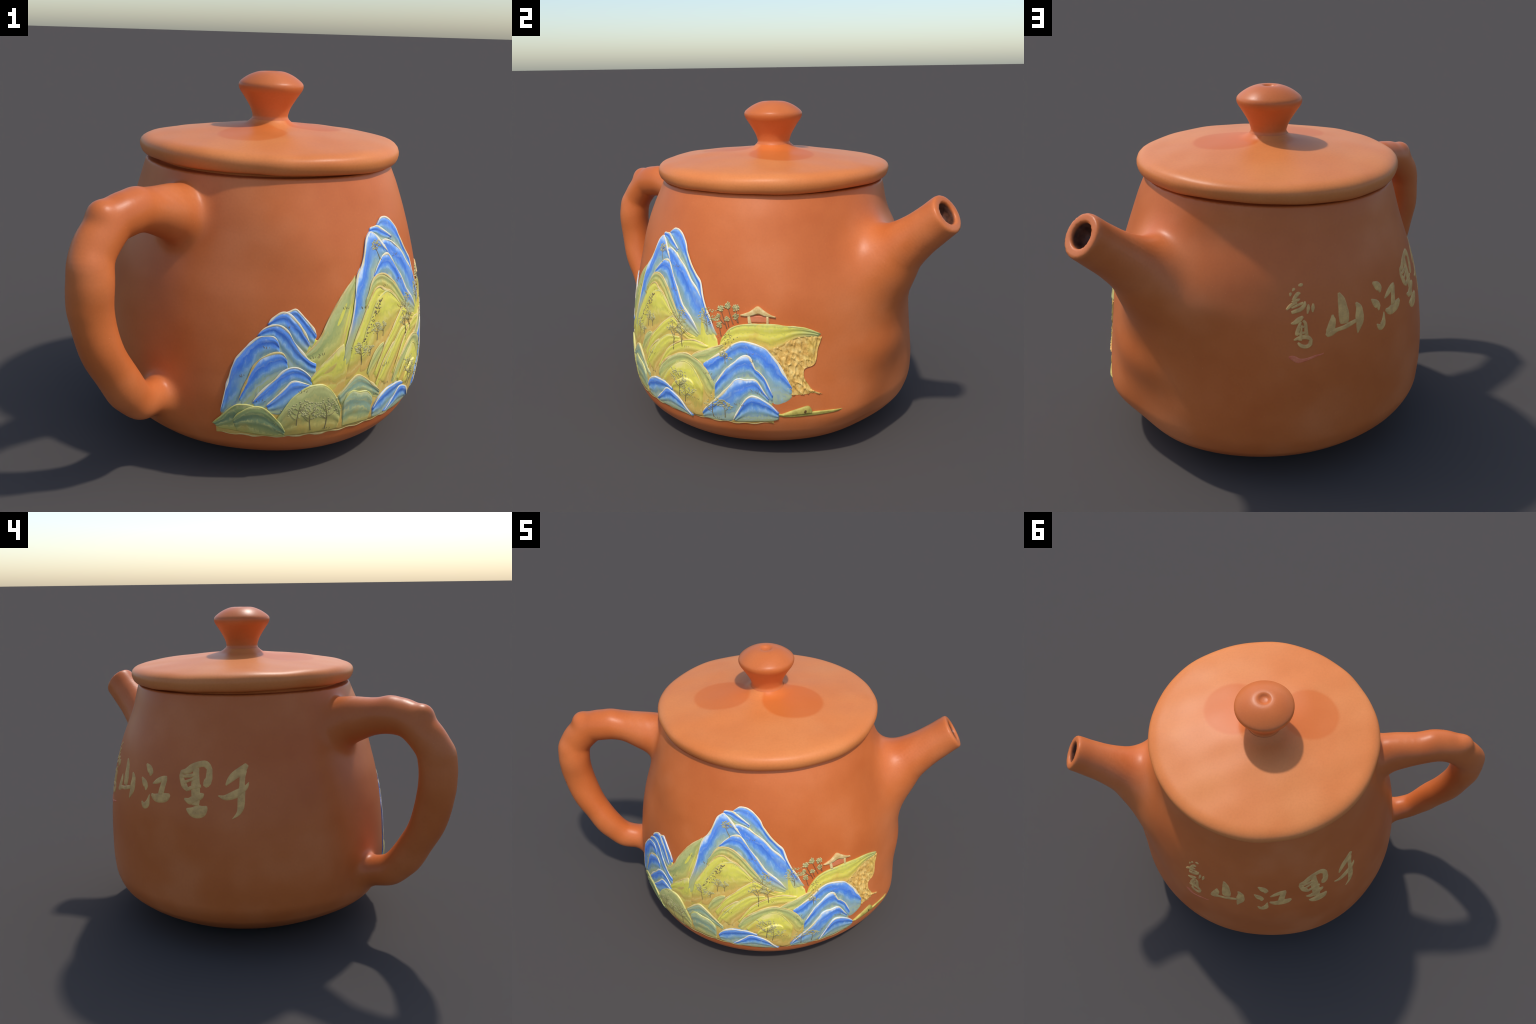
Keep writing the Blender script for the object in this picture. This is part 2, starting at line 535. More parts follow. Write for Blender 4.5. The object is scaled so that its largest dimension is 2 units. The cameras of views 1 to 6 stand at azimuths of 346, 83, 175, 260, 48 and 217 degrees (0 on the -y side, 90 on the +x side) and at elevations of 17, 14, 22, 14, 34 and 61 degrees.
RIDGES = [
    dict(kind="blue_ridge", paint="azure", line="cream", rise=0.01,
         crest=[(-141.3, 0.841), (-139, 0.853), (-136.8, 0.866), (-135.1, 0.846), (-133.1, 0.813), (-131.1, 0.776), (-129.9, 0.743), (-129.5, 0.721)],
         foot=[(-139.9, 0.82), (-137.5, 0.802), (-135.5, 0.769), (-133.6, 0.725), (-131.8, 0.688), (-130.8, 0.683)]),
    dict(kind="blue_ridge", paint="azure", line="cream", rise=0.011,
         crest=[(-145.7, 0.796), (-143.2, 0.834), (-140.9, 0.853), (-139, 0.849), (-137.3, 0.827), (-135.3, 0.794), (-133.5, 0.75), (-132, 0.706), (-131.5, 0.684)],
         foot=[(-144.9, 0.772), (-142.1, 0.765), (-139.8, 0.751), (-138.3, 0.721), (-136.6, 0.678), (-134.9, 0.651), (-133, 0.646)]),
    dict(kind="blue_ridge", paint="azure", line="cream", rise=0.012,
         crest=[(-148.8, 0.741), (-146.8, 0.775), (-144.5, 0.793), (-142.2, 0.798), (-140.3, 0.786), (-138.6, 0.761), (-137.1, 0.721), (-135.4, 0.684), (-134, 0.657), (-132, 0.626), (-129.3, 0.603)],
         foot=[(-147.6, 0.715), (-145.3, 0.723), (-143, 0.716), (-141.5, 0.673), (-139.6, 0.621), (-137.1, 0.576), (-133.3, 0.55), (-129.4, 0.537)]),
    dict(kind="blue_ridge", paint="azure", line="cream", rise=0.012,
         crest=[(-159.2, 0.347), (-158.3, 0.41), (-157.5, 0.479), (-156.3, 0.555), (-154.7, 0.631), (-152.1, 0.687), (-148.5, 0.737), (-145.8, 0.747), (-143.5, 0.744), (-142.1, 0.723), (-141.1, 0.68)],
         foot=[(-157.9, 0.321), (-154.8, 0.352), (-152.8, 0.418), (-151.2, 0.487), (-149.5, 0.548), (-147.3, 0.607), (-145.1, 0.63), (-142.8, 0.644), (-140.5, 0.636)]),
    dict(kind="blue_ridge", paint="azure", line="amber", rise=0.012,
         crest=[(-153.8, 0.417), (-152.5, 0.479), (-150.8, 0.547), (-149.4, 0.599), (-147.6, 0.636), (-145.6, 0.655), (-142.9, 0.669), (-140.6, 0.665), (-139.2, 0.636), (-138.6, 0.599)],
         foot=[(-152.4, 0.395), (-150.1, 0.405), (-148.4, 0.444), (-146.6, 0.475), (-144.4, 0.512), (-141.7, 0.542), (-139.5, 0.563), (-138.1, 0.577)]),
    dict(kind="blue_ridge", paint="azure", line="cream", rise=0.011,
         crest=[(-149.9, 0.413), (-147.9, 0.46), (-145.3, 0.505), (-142.6, 0.542), (-140.4, 0.578), (-138.1, 0.595), (-135.8, 0.594), (-133.4, 0.573), (-131.4, 0.54), (-130.2, 0.505)],
         foot=[(-148.7, 0.39), (-145.6, 0.399), (-142.9, 0.438), (-140.7, 0.474), (-138.9, 0.496), (-136.6, 0.509), (-133.7, 0.502), (-130.5, 0.487)]),
    dict(kind="blue_ridge", paint="azure", line="cream", rise=0.011,
         crest=[(-145.6, 0.407), (-142, 0.46), (-139.3, 0.5), (-137.5, 0.525), (-135.6, 0.527), (-132.8, 0.512), (-130.4, 0.495)],
         foot=[(-144.6, 0.376), (-140.9, 0.367), (-138.1, 0.381), (-135.4, 0.417), (-132.6, 0.452), (-130.2, 0.471)]),
    dict(kind="green_slope", paint="sage", line="amber", rise=0.009,
         crest=[(-134.5, 0.647), (-132.4, 0.67), (-129.9, 0.707), (-128, 0.747), (-125.9, 0.808), (-122.4, 0.882), (-119.3, 0.932), (-116.3, 0.968), (-114.1, 0.996)],
         foot=[(-133.7, 0.61), (-130.8, 0.577), (-127.7, 0.55), (-124.7, 0.566), (-122.2, 0.613), (-120.5, 0.683), (-118.8, 0.766), (-117, 0.847), (-114.6, 0.94)]),
    dict(kind="green_slope", paint="spring", line="amber", rise=0.009,
         crest=[(-132.1, 0.527), (-129.8, 0.568), (-127.8, 0.602), (-125.3, 0.634), (-122.7, 0.666), (-120, 0.689)],
         foot=[(-130.6, 0.479), (-128.6, 0.483), (-125.5, 0.462), (-122.9, 0.448), (-120.2, 0.479), (-118.8, 0.59)]),
    dict(kind="blue_ridge", paint="azure", line="cream", rise=0.01,
         crest=[(-101.8, 1.182), (-99.1, 1.209), (-97.3, 1.22), (-94.8, 1.219), (-92.2, 1.203), (-90.2, 1.18), (-88.5, 1.152), (-87.4, 1.12), (-86.2, 1.094), (-84, 1.05), (-81.3, 1.007), (-79.1, 0.974), (-77.9, 0.916), (-76.2, 0.856), (-74.1, 0.801), (-72, 0.742), (-70.3, 0.702)],
         foot=[(-101.2, 1.16), (-98.6, 1.159), (-95.6, 1.132), (-92.6, 1.104), (-90.3, 1.072), (-87.9, 1.04), (-85.2, 0.992), (-83, 0.956), (-80.8, 0.92), (-79.1, 0.875), (-77.9, 0.822), (-76.7, 0.768), (-75.5, 0.72), (-73.7, 0.7)]),
    dict(kind="blue_ridge", paint="azure", line="cream", rise=0.01,
         crest=[(-105.7, 1.166), (-104.8, 1.184), (-103.2, 1.187), (-100.8, 1.187), (-98.7, 1.172), (-96.1, 1.151), (-93.6, 1.129), (-92.4, 1.117)],
         foot=[(-104.3, 1.153), (-102.2, 1.145), (-100.1, 1.124), (-98.5, 1.114), (-96, 1.109), (-93.1, 1.097)]),
    dict(kind="blue_ridge", paint="azure", line="cream", rise=0.012,
         crest=[(-100.3, 1.111), (-98, 1.12), (-94.1, 1.105), (-90.7, 1.075), (-88.4, 1.053), (-86.3, 1.026), (-83.6, 0.981), (-80.5, 0.941), (-77.5, 0.884)],
         foot=[(-99.9, 1.045), (-96.9, 1.016), (-94.5, 0.972), (-91.7, 0.919), (-89, 0.871), (-86.4, 0.821), (-83.8, 0.776), (-80.8, 0.728), (-76.8, 0.707)]),
    dict(kind="blue_ridge", paint="azure", line="cream", rise=0.013,
         crest=[(-120.8, 0.634), (-118.7, 0.722), (-116.6, 0.821), (-115.2, 0.918), (-113.8, 0.991), (-111.1, 1.036), (-109.3, 1.093), (-108, 1.137), (-106.2, 1.163), (-104.7, 1.169), (-102.5, 1.148), (-100, 1.11), (-97.7, 1.073), (-95.5, 1.039)],
         foot=[(-121.9, 0.556), (-118.2, 0.609), (-115.4, 0.694), (-113.3, 0.769), (-110.8, 0.841), (-108.9, 0.894), (-107, 0.943), (-105.1, 0.977), (-103.2, 1.002), (-100.8, 1.029), (-98.4, 1.034), (-95.9, 1.018)]),
    dict(kind="blue_ridge", paint="azure", line="cream", rise=0.013,
         crest=[(-107.1, 0.957), (-104.7, 0.998), (-102.8, 1.024), (-100.9, 1.046), (-98.9, 1.054), (-96.9, 1.05), (-95, 1.019), (-92.6, 0.971), (-89.9, 0.921), (-88.1, 0.879), (-86.4, 0.843), (-83.7, 0.806), (-80.9, 0.766), (-77.5, 0.701)],
         foot=[(-107.9, 0.912), (-105, 0.942), (-102.1, 0.95), (-99.7, 0.942), (-96.8, 0.912), (-94, 0.866), (-91.3, 0.818), (-88.7, 0.768), (-86.1, 0.731), (-83, 0.707), (-77.8, 0.685)]),
    dict(kind="green_ridge", paint="sage", line="amber", rise=0.012,
         crest=[(-111.9, 0.852), (-109.2, 0.907), (-108, 0.936), (-106.1, 0.96), (-103.6, 0.97), (-100.7, 0.964), (-97.8, 0.939), (-94.9, 0.901), (-92.2, 0.854), (-89.5, 0.805), (-87.6, 0.761)],
         foot=[(-112.8, 0.787), (-109.8, 0.853), (-106.9, 0.894), (-103.9, 0.903), (-101, 0.882), (-97.7, 0.853), (-94.5, 0.807), (-91.8, 0.773), (-88.3, 0.738)]),
    dict(kind="green_ridge", paint="spring", line="amber", rise=0.011,
         crest=[(-118.1, 0.644), (-115.9, 0.707), (-113.8, 0.762), (-110.8, 0.834), (-107.9, 0.89), (-105.9, 0.911), (-103.7, 0.913), (-101.5, 0.892), (-98.2, 0.874), (-95.4, 0.839), (-93.2, 0.805), (-90.9, 0.771)],
         foot=[(-120.8, 0.511), (-116.2, 0.527), (-112.8, 0.593), (-110.7, 0.671), (-108.2, 0.746), (-105.8, 0.809), (-103.4, 0.846), (-100.5, 0.854), (-97.7, 0.823), (-95, 0.784), (-92.3, 0.75)]),
    dict(kind="green_ridge", paint="spring", line="pale", rise=0.012,
         crest=[(-114.3, 0.635), (-111.7, 0.722), (-109.2, 0.784), (-106.3, 0.848), (-103.9, 0.87), (-101, 0.884), (-98.7, 0.874), (-95.9, 0.842), (-93.6, 0.809), (-91.4, 0.778)],
         foot=[(-115.1, 0.534), (-111.9, 0.537), (-108.8, 0.581), (-105.8, 0.612), (-102.4, 0.641), (-99.1, 0.683), (-95.5, 0.722), (-92.1, 0.758)]),
    dict(kind="green_hill", paint="sage", line="pale", rise=0.01,
         crest=[(-111.5, 0.508), (-108.7, 0.59), (-105.7, 0.633), (-103.1, 0.643)],
         foot=[(-110.1, 0.467), (-108, 0.506), (-105.4, 0.553), (-103.4, 0.596)]),
    dict(kind="green_hill", paint="spring", line="amber", rise=0.012,
         crest=[(-109, 0.482), (-105.9, 0.56), (-102.9, 0.631), (-99.1, 0.683), (-95.5, 0.73), (-92.3, 0.762), (-90.5, 0.767), (-88.3, 0.746), (-85.7, 0.723), (-83, 0.699), (-79.3, 0.688)],
         foot=[(-107.7, 0.435), (-104.6, 0.505), (-101.6, 0.56), (-98.8, 0.595), (-95.1, 0.636), (-91.9, 0.665), (-88.4, 0.668), (-85.3, 0.661), (-82.3, 0.652), (-79.1, 0.664)]),
    dict(kind="green_hill", paint="spring", line="amber", rise=0.011,
         crest=[(-107.7, 0.435), (-104.5, 0.531), (-102, 0.576), (-99.2, 0.61), (-96.9, 0.624)],
         foot=[(-106.5, 0.384), (-103.3, 0.447), (-100.4, 0.495), (-97, 0.557)]),
    dict(kind="green_hill", paint="spring", line="pale", rise=0.011,
         crest=[(-107, 0.446), (-102, 0.547), (-97.6, 0.621), (-92.9, 0.667), (-89.3, 0.671), (-86.5, 0.671)],
         foot=[(-102.3, 0.405), (-98.2, 0.481), (-94, 0.553), (-90.4, 0.605), (-86.3, 0.641)]),
    dict(kind="green_hill", paint="spring", line="amber", rise=0.012,
         crest=[(-99.2, 0.444), (-94.1, 0.561), (-90.4, 0.617), (-85.1, 0.66), (-80.2, 0.674), (-76.7, 0.664), (-73.6, 0.652)],
         foot=[(-97.9, 0.409), (-93.2, 0.51), (-88.9, 0.557), (-84.2, 0.581), (-79.9, 0.586), (-76, 0.597), (-73.3, 0.632)]),
    dict(kind="green_hill", paint="sage", line="amber", rise=0.012,
         crest=[(-81.7, 0.585), (-78.3, 0.617), (-75.5, 0.633), (-72.8, 0.651), (-69.6, 0.668), (-67.9, 0.68)],
         foot=[(-77.6, 0.533), (-75.4, 0.524), (-73.2, 0.529), (-71.6, 0.555), (-69.6, 0.596), (-67.6, 0.643)]),
    dict(kind="green_hill", paint="sage", line="amber", rise=0.013,
         crest=[(-99.4, 0.394), (-96.5, 0.484), (-92.5, 0.54), (-87.5, 0.581), (-83.6, 0.594), (-80.5, 0.584), (-76.8, 0.558), (-74.3, 0.519), (-72.2, 0.464), (-71, 0.406)],
         foot=[(-97.2, 0.355), (-93.3, 0.431), (-89.5, 0.478), (-85.4, 0.508), (-82.3, 0.504), (-79.3, 0.482), (-76.5, 0.43), (-75, 0.387), (-73, 0.361)]),
    dict(kind="green_hill", paint="spring", line="pale", rise=0.013,
         crest=[(-95.8, 0.403), (-91.7, 0.477), (-88.1, 0.526), (-84.8, 0.552), (-81.7, 0.543), (-79.6, 0.512), (-77.6, 0.465), (-76, 0.416), (-75.7, 0.361)],
         foot=[(-93.2, 0.349), (-90.3, 0.338), (-87.8, 0.299), (-85.5, 0.266), (-82.5, 0.253), (-80.9, 0.236), (-79.7, 0.237), (-78.7, 0.245), (-77.1, 0.274)]),
    dict(kind="round_hill", paint="spring", line="none", rise=0.02,
         crest=[(-91.2, 0.359), (-90.1, 0.4), (-87.8, 0.431), (-84.8, 0.453), (-81.7, 0.454), (-80, 0.427), (-79.7, 0.384)],
         foot=[(-90.1, 0.351), (-88.6, 0.329), (-86.4, 0.305), (-84.5, 0.295), (-82.5, 0.302), (-80.8, 0.335), (-79.9, 0.371)]),
    dict(kind="green_hill", paint="moss", line="pale", rise=0.012,
         crest=[(-161.7, 0.299), (-158.8, 0.344), (-155.6, 0.398), (-153.3, 0.417), (-149.7, 0.415), (-147.8, 0.402)],
         foot=[(-159.8, 0.278), (-156.5, 0.277), (-153.2, 0.269), (-150.4, 0.263), (-148.1, 0.256), (-146.2, 0.257)]),
    dict(kind="green_hill", paint="moss", line="pale", rise=0.016,
         crest=[(-155.5, 0.296), (-154.4, 0.352), (-151.9, 0.388), (-149.2, 0.409), (-146.5, 0.407), (-144.2, 0.384), (-141.8, 0.343), (-139.8, 0.3), (-138.4, 0.259)],
         foot=[(-154.4, 0.276), (-151.8, 0.266), (-149, 0.26), (-146.2, 0.252), (-143.8, 0.247), (-141.4, 0.242), (-140, 0.241), (-138.5, 0.24)]),
    dict(kind="green_hill", paint="olive", line="pale", rise=0.016,
         crest=[(-143.3, 0.302), (-140.7, 0.367), (-137.7, 0.442), (-134.9, 0.478), (-132.1, 0.502), (-129.2, 0.507), (-126.9, 0.499), (-124.5, 0.467), (-122.5, 0.415), (-121.1, 0.362), (-120, 0.291)],
         foot=[(-141.3, 0.242), (-138.4, 0.245), (-135.5, 0.246), (-132, 0.247), (-129, 0.247), (-126.4, 0.248), (-124.2, 0.247), (-122.1, 0.252), (-120.5, 0.257)]),
    dict(kind="green_hill", paint="teal", line="amber", rise=0.014,
         crest=[(-122.8, 0.424), (-120.2, 0.463), (-117.5, 0.502), (-115.2, 0.519), (-112.7, 0.501), (-109.2, 0.456), (-106.2, 0.415), (-104.4, 0.386)],
         foot=[(-121.1, 0.362), (-118.1, 0.377), (-115.3, 0.4), (-112.2, 0.396), (-108.7, 0.381), (-106.4, 0.366), (-104.4, 0.356)]),
    dict(kind="green_hill", paint="teal", line="pale", rise=0.015,
         crest=[(-120.4, 0.275), (-120.4, 0.376), (-119, 0.428), (-116.7, 0.446), (-114.3, 0.432), (-111.1, 0.424), (-108.8, 0.385), (-107.9, 0.343)],
         foot=[(-119.9, 0.255), (-117.5, 0.255), (-115.1, 0.254), (-112.5, 0.253), (-110.5, 0.25), (-108.8, 0.251), (-108.3, 0.285)]),
    dict(kind="blue_ridge", paint="azure", line="cream", rise=0.014,
         crest=[(-107.9, 0.302), (-105.1, 0.358), (-101.4, 0.39), (-96.7, 0.395), (-93.5, 0.389), (-90.7, 0.369), (-90, 0.347)],
         foot=[(-107.6, 0.264), (-105, 0.253), (-101.8, 0.252), (-98.3, 0.273), (-94.4, 0.31), (-91.1, 0.33)]),
    dict(kind="blue_ridge", paint="azure", line="cream", rise=0.015,
         crest=[(-101.8, 0.252), (-96.8, 0.319), (-93.8, 0.359), (-90.9, 0.352), (-86.9, 0.319), (-84.1, 0.272), (-81.5, 0.231)],
         foot=[(-99.6, 0.244), (-96.4, 0.243), (-92.4, 0.242), (-88.8, 0.237), (-85.5, 0.232), (-82.1, 0.224)]),
    dict(kind="grass_plateau", paint="meadow", line="pale", rise=0.013,
         crest=[(-70.4, 0.648), (-69.4, 0.696), (-67.8, 0.73), (-65.8, 0.761), (-63.4, 0.778), (-60.8, 0.787), (-56.8, 0.791), (-53, 0.792), (-49.8, 0.788), (-46.6, 0.781), (-43.4, 0.776), (-40.1, 0.766), (-36.9, 0.75), (-34.6, 0.735), (-33.1, 0.721)],
         foot=[(-71.7, 0.606), (-69.7, 0.64), (-66.6, 0.654), (-63.3, 0.668), (-60, 0.671), (-56.8, 0.664), (-54.3, 0.65), (-51.8, 0.652), (-49.2, 0.67), (-47.3, 0.684), (-44.7, 0.704), (-42.1, 0.717), (-39.5, 0.719), (-36.9, 0.718), (-33.6, 0.709)]),
    dict(kind="blue_ridge", paint="azure", line="cream", rise=0.014,
         crest=[(-77.2, 0.546), (-75, 0.574), (-71.4, 0.61), (-67.9, 0.643), (-65.3, 0.676), (-63.3, 0.692), (-61, 0.699), (-58.1, 0.692), (-55.6, 0.681), (-53.3, 0.664), (-51.5, 0.635), (-49.3, 0.591), (-47.8, 0.547), (-46.2, 0.507), (-44.7, 0.461), (-43.6, 0.426)],
         foot=[(-77.2, 0.477), (-74.2, 0.455), (-71.8, 0.435), (-69.3, 0.492), (-66.9, 0.536), (-64.6, 0.569), (-62.3, 0.592), (-60, 0.594), (-58.1, 0.571), (-56.6, 0.542), (-54.7, 0.508), (-53.1, 0.459), (-51.6, 0.409), (-49.8, 0.388), (-46.9, 0.39), (-43.8, 0.406)]),
    dict(kind="blue_ridge", paint="azure", line="cream", rise=0.015,
         crest=[(-72.1, 0.44), (-70.3, 0.484), (-68.6, 0.523), (-66.9, 0.556), (-64.6, 0.584), (-62.6, 0.611), (-60.7, 0.626), (-59.1, 0.621), (-58, 0.593), (-56.9, 0.557), (-55.6, 0.543), (-53.7, 0.509), (-52.2, 0.46), (-51, 0.414), (-50.4, 0.386)],
         foot=[(-72.7, 0.364), (-69.8, 0.382), (-67.6, 0.419), (-65.6, 0.453), (-63.9, 0.481), (-62, 0.491), (-60.1, 0.49), (-58.2, 0.492), (-56.6, 0.483), (-55.3, 0.454), (-54.1, 0.424), (-52.9, 0.393), (-52, 0.372), (-50.7, 0.372)]),
    dict(kind="blue_ridge", paint="azure", line="cream", rise=0.016,
         crest=[(-78.1, 0.26), (-75.6, 0.311), (-72.8, 0.353), (-69.7, 0.398), (-67.6, 0.434), (-65.6, 0.468), (-64.3, 0.493), (-62.6, 0.503), (-60.4, 0.5), (-58.1, 0.503), (-56.6, 0.495), (-55.6, 0.474), (-54.4, 0.444), (-52.6, 0.404), (-51.5, 0.375)],
         foot=[(-78.1, 0.239), (-75.1, 0.24), (-72.5, 0.239), (-69.6, 0.243), (-67, 0.253), (-64.8, 0.277), (-63.3, 0.314), (-61.9, 0.349), (-60.2, 0.383), (-58.5, 0.403), (-56.6, 0.402), (-54.8, 0.39), (-53.2, 0.375), (-51.7, 0.359)]),
    dict(kind="blue_ridge", paint="azure", line="cream", rise=0.017,
         crest=[(-65.8, 0.251), (-64, 0.301), (-62.5, 0.342), (-61.2, 0.376), (-59.8, 0.402), (-58.2, 0.414), (-56.3, 0.408), (-54.5, 0.393), (-52.3, 0.37), (-50.4, 0.34), (-48.7, 0.31)],
         foot=[(-65, 0.25), (-62.6, 0.251), (-60.3, 0.254), (-57.9, 0.257), (-56, 0.26), (-54, 0.262), (-52.1, 0.265), (-50.5, 0.269), (-48.6, 0.28)]),
]
WRITING = dict(
    qian=dict(strokes=[
        dict(brush=[(130.7, 1.075, 0.0226), (128.4, 1.045, 0.0426), (125.6, 1.019, 0.0419), (123.7, 0.994, 0.0292), (122.2, 0.966, 0.0064)]),
        dict(brush=[(129.4, 1.052, 0.0346), (128.6, 1.008, 0.0308), (128.5, 0.972, 0.0294), (128.3, 0.936, 0.0398), (128.1, 0.888, 0.0405), (127.8, 0.851, 0.0348), (126.8, 0.822, 0.0228), (124.7, 0.795, 0.0018)]),
        dict(brush=[(119.3, 0.915, 0.0044), (121.8, 0.906, 0.0248), (124.3, 0.914, 0.0395), (126.7, 0.929, 0.04), (128.8, 0.947, 0.0312), (130.3, 0.965, 0.0193), (131.2, 0.989, 0.0017)]),
    ]),
    li=dict(strokes=[
        dict(brush=[(103.8, 1.041, 0.0122), (103.9, 1.009, 0.0276), (104.5, 0.98, 0.0295), (105.8, 0.952, 0.0342), (107.4, 0.929, 0.0146)]),
        dict(brush=[(103.3, 1.023, 0.0162), (106.2, 1.03, 0.0351), (108.8, 1.055, 0.0381), (111.8, 1.071, 0.0335), (114.2, 1.07, 0.0358), (115.8, 1.042, 0.0309), (115.8, 1.009, 0.0363), (115, 0.979, 0.0437), (113.9, 0.953, 0.0244)]),
        dict(brush=[(110, 1.056, 0.0337), (110.2, 1.008, 0.0384), (110.3, 0.964, 0.0502), (110.6, 0.92, 0.0539), (110.8, 0.879, 0.0459), (110.6, 0.854, 0.0419)]),
        dict(brush=[(103.8, 1.001, 0.0138), (107.3, 1.006, 0.0203), (110, 1.016, 0.0157)]),
        dict(brush=[(105.1, 0.969, 0.0152), (108.1, 0.986, 0.0162), (110.4, 0.997, 0.0147)]),
        dict(brush=[(106.6, 0.934, 0.0196), (109.5, 0.95, 0.023), (112.7, 0.959, 0.0172)]),
        dict(brush=[(105.9, 0.887, 0.0092), (108.4, 0.878, 0.0383), (111, 0.896, 0.0386), (113, 0.911, 0.0318), (114, 0.921, 0.0067)]),
        dict(brush=[(107.1, 0.836, 0.0084), (109.3, 0.824, 0.0472), (111.3, 0.823, 0.0658), (113.3, 0.831, 0.062), (114.6, 0.845, 0.0353), (115.3, 0.859, 0.0095)]),
    ]),
    jiang=dict(strokes=[
        dict(brush=[(85.1, 1.036, 0.0113), (87.1, 1.016, 0.0395), (88.4, 0.995, 0.0377), (88.2, 0.974, 0.0055)]),
        dict(brush=[(83.5, 0.961, 0.0076), (85.3, 0.937, 0.0368), (86.7, 0.916, 0.0317), (86.8, 0.887, 0.0044)]),
        dict(brush=[(89.3, 0.882, 0.0043), (88.9, 0.85, 0.0215), (88.3, 0.823, 0.0408), (86.7, 0.812, 0.0349), (85.1, 0.833, 0.0065)]),
        dict(brush=[(90.3, 0.939, 0.0076), (93, 0.959, 0.0284), (95.4, 0.975, 0.031), (97.5, 0.981, 0.0239)]),
        dict(brush=[(96.3, 0.977, 0.0389), (95.8, 0.943, 0.0365), (95.3, 0.908, 0.0382), (95.1, 0.884, 0.0427)]),
        dict(brush=[(90.1, 0.883, 0.0125), (92.4, 0.87, 0.0409), (95.4, 0.871, 0.0495), (97.8, 0.881, 0.0467), (99.6, 0.898, 0.0171)]),
    ]),
    shan=dict(strokes=[
        dict(brush=[(67.1, 0.946, 0.0055), (67.1, 0.915, 0.03), (66.5, 0.883, 0.041), (65.7, 0.855, 0.042), (64.5, 0.839, 0.0153)]),
        dict(brush=[(64.4, 0.839, 0.0108), (66.2, 0.85, 0.0301), (68.5, 0.861, 0.0207), (71.2, 0.866, 0.0221), (73.8, 0.876, 0.0227), (76.3, 0.885, 0.02)]),
        dict(brush=[(69.9, 1.032, 0.0123), (70.8, 0.995, 0.041), (71.2, 0.955, 0.0539), (71.4, 0.918, 0.0578), (71.3, 0.878, 0.0548)]),
        dict(brush=[(76.5, 0.97, 0.0112), (77.7, 0.94, 0.0376), (77.7, 0.906, 0.0499), (77.7, 0.879, 0.0492), (77, 0.85, 0.0297), (76.3, 0.82, 0.0035)]),
    ]),
    signature=dict(strokes=[
        dict(brush=[(55.2, 1.083, 0.0075), (56.2, 1.085, 0.017), (57, 1.087, 0.0064)]),
        dict(brush=[(53.1, 1.059, 0.0051), (53.7, 1.068, 0.0135), (54, 1.073, 0.0034)]),
        dict(brush=[(52.3, 1.036, 0.0041), (52.5, 1.047, 0.0141), (52.9, 1.052, 0.0051)]),
        dict(brush=[(53.1, 1.017, 0.0102), (54.1, 1.033, 0.0177), (55.1, 1.047, 0.0181), (56, 1.049, 0.0064)]),
        dict(brush=[(52.8, 1.009, 0.0087), (53.8, 1.015, 0.0131), (55, 1.019, 0.0131), (55.8, 1.024, 0.0034)]),
        dict(brush=[(50.9, 0.976, 0.0083), (51.9, 0.989, 0.0166), (53.1, 1.001, 0.0161), (54.8, 1.007, 0.0117)]),
        dict(brush=[(52.6, 0.963, 0.0155), (54.2, 0.969, 0.0199), (55.9, 0.977, 0.0199), (57.2, 0.995, 0.0188), (57.5, 1.015, 0.0084)]),
        dict(brush=[(52.6, 0.984, 0.0087), (54, 0.991, 0.0112), (55.5, 0.999, 0.0127), (56.9, 1.006, 0.0112)]),
        dict(brush=[(58.6, 0.998, 0.0069), (58.5, 0.978, 0.0167), (58.1, 0.954, 0.0072)]),
        dict(brush=[(60.3, 0.999, 0.0082), (60.1, 0.979, 0.0194), (59.9, 0.958, 0.0056)]),
        dict(brush=[(52.4, 0.913, 0.0063), (53.9, 0.918, 0.0212), (55.3, 0.93, 0.0248), (56.7, 0.944, 0.01)]),
        dict(brush=[(56.5, 0.925, 0.012), (57.3, 0.911, 0.0161), (57.5, 0.882, 0.0182), (57.7, 0.849, 0.0198)]),
        dict(brush=[(55.8, 0.921, 0.0135), (55.1, 0.894, 0.0179), (54.5, 0.865, 0.0207), (54.3, 0.854, 0.0087)]),
        dict(brush=[(54.8, 0.891, 0.0083), (56, 0.895, 0.0106), (57.2, 0.897, 0.0083)]),
        dict(brush=[(54.4, 0.864, 0.0093), (55.8, 0.867, 0.0133), (57.5, 0.869, 0.0103)]),
        dict(brush=[(53.3, 0.835, 0.0067), (54.6, 0.842, 0.0154), (56, 0.847, 0.0206), (57.9, 0.845, 0.0196), (59.1, 0.83, 0.0168), (58.9, 0.812, 0.0199), (57.6, 0.801, 0.0178), (55.9, 0.806, 0.0187), (54.7, 0.824, 0.0125)]),
        dict(brush=[(56.1, 0.906, 0.0073), (55.8, 0.867, 0.013), (55.4, 0.831, 0.0203)]),
    ]),
    seal=dict(strokes=[
        dict(brush=[(51.6, 0.755, 0.0082), (53.2, 0.749, 0.0247), (54.8, 0.735, 0.0258), (56.6, 0.735, 0.0177), (58.7, 0.742, 0.0138), (60.8, 0.751, 0.011), (62.7, 0.756, 0.0062), (63.6, 0.762, 0.0025)]),
    ]),
)
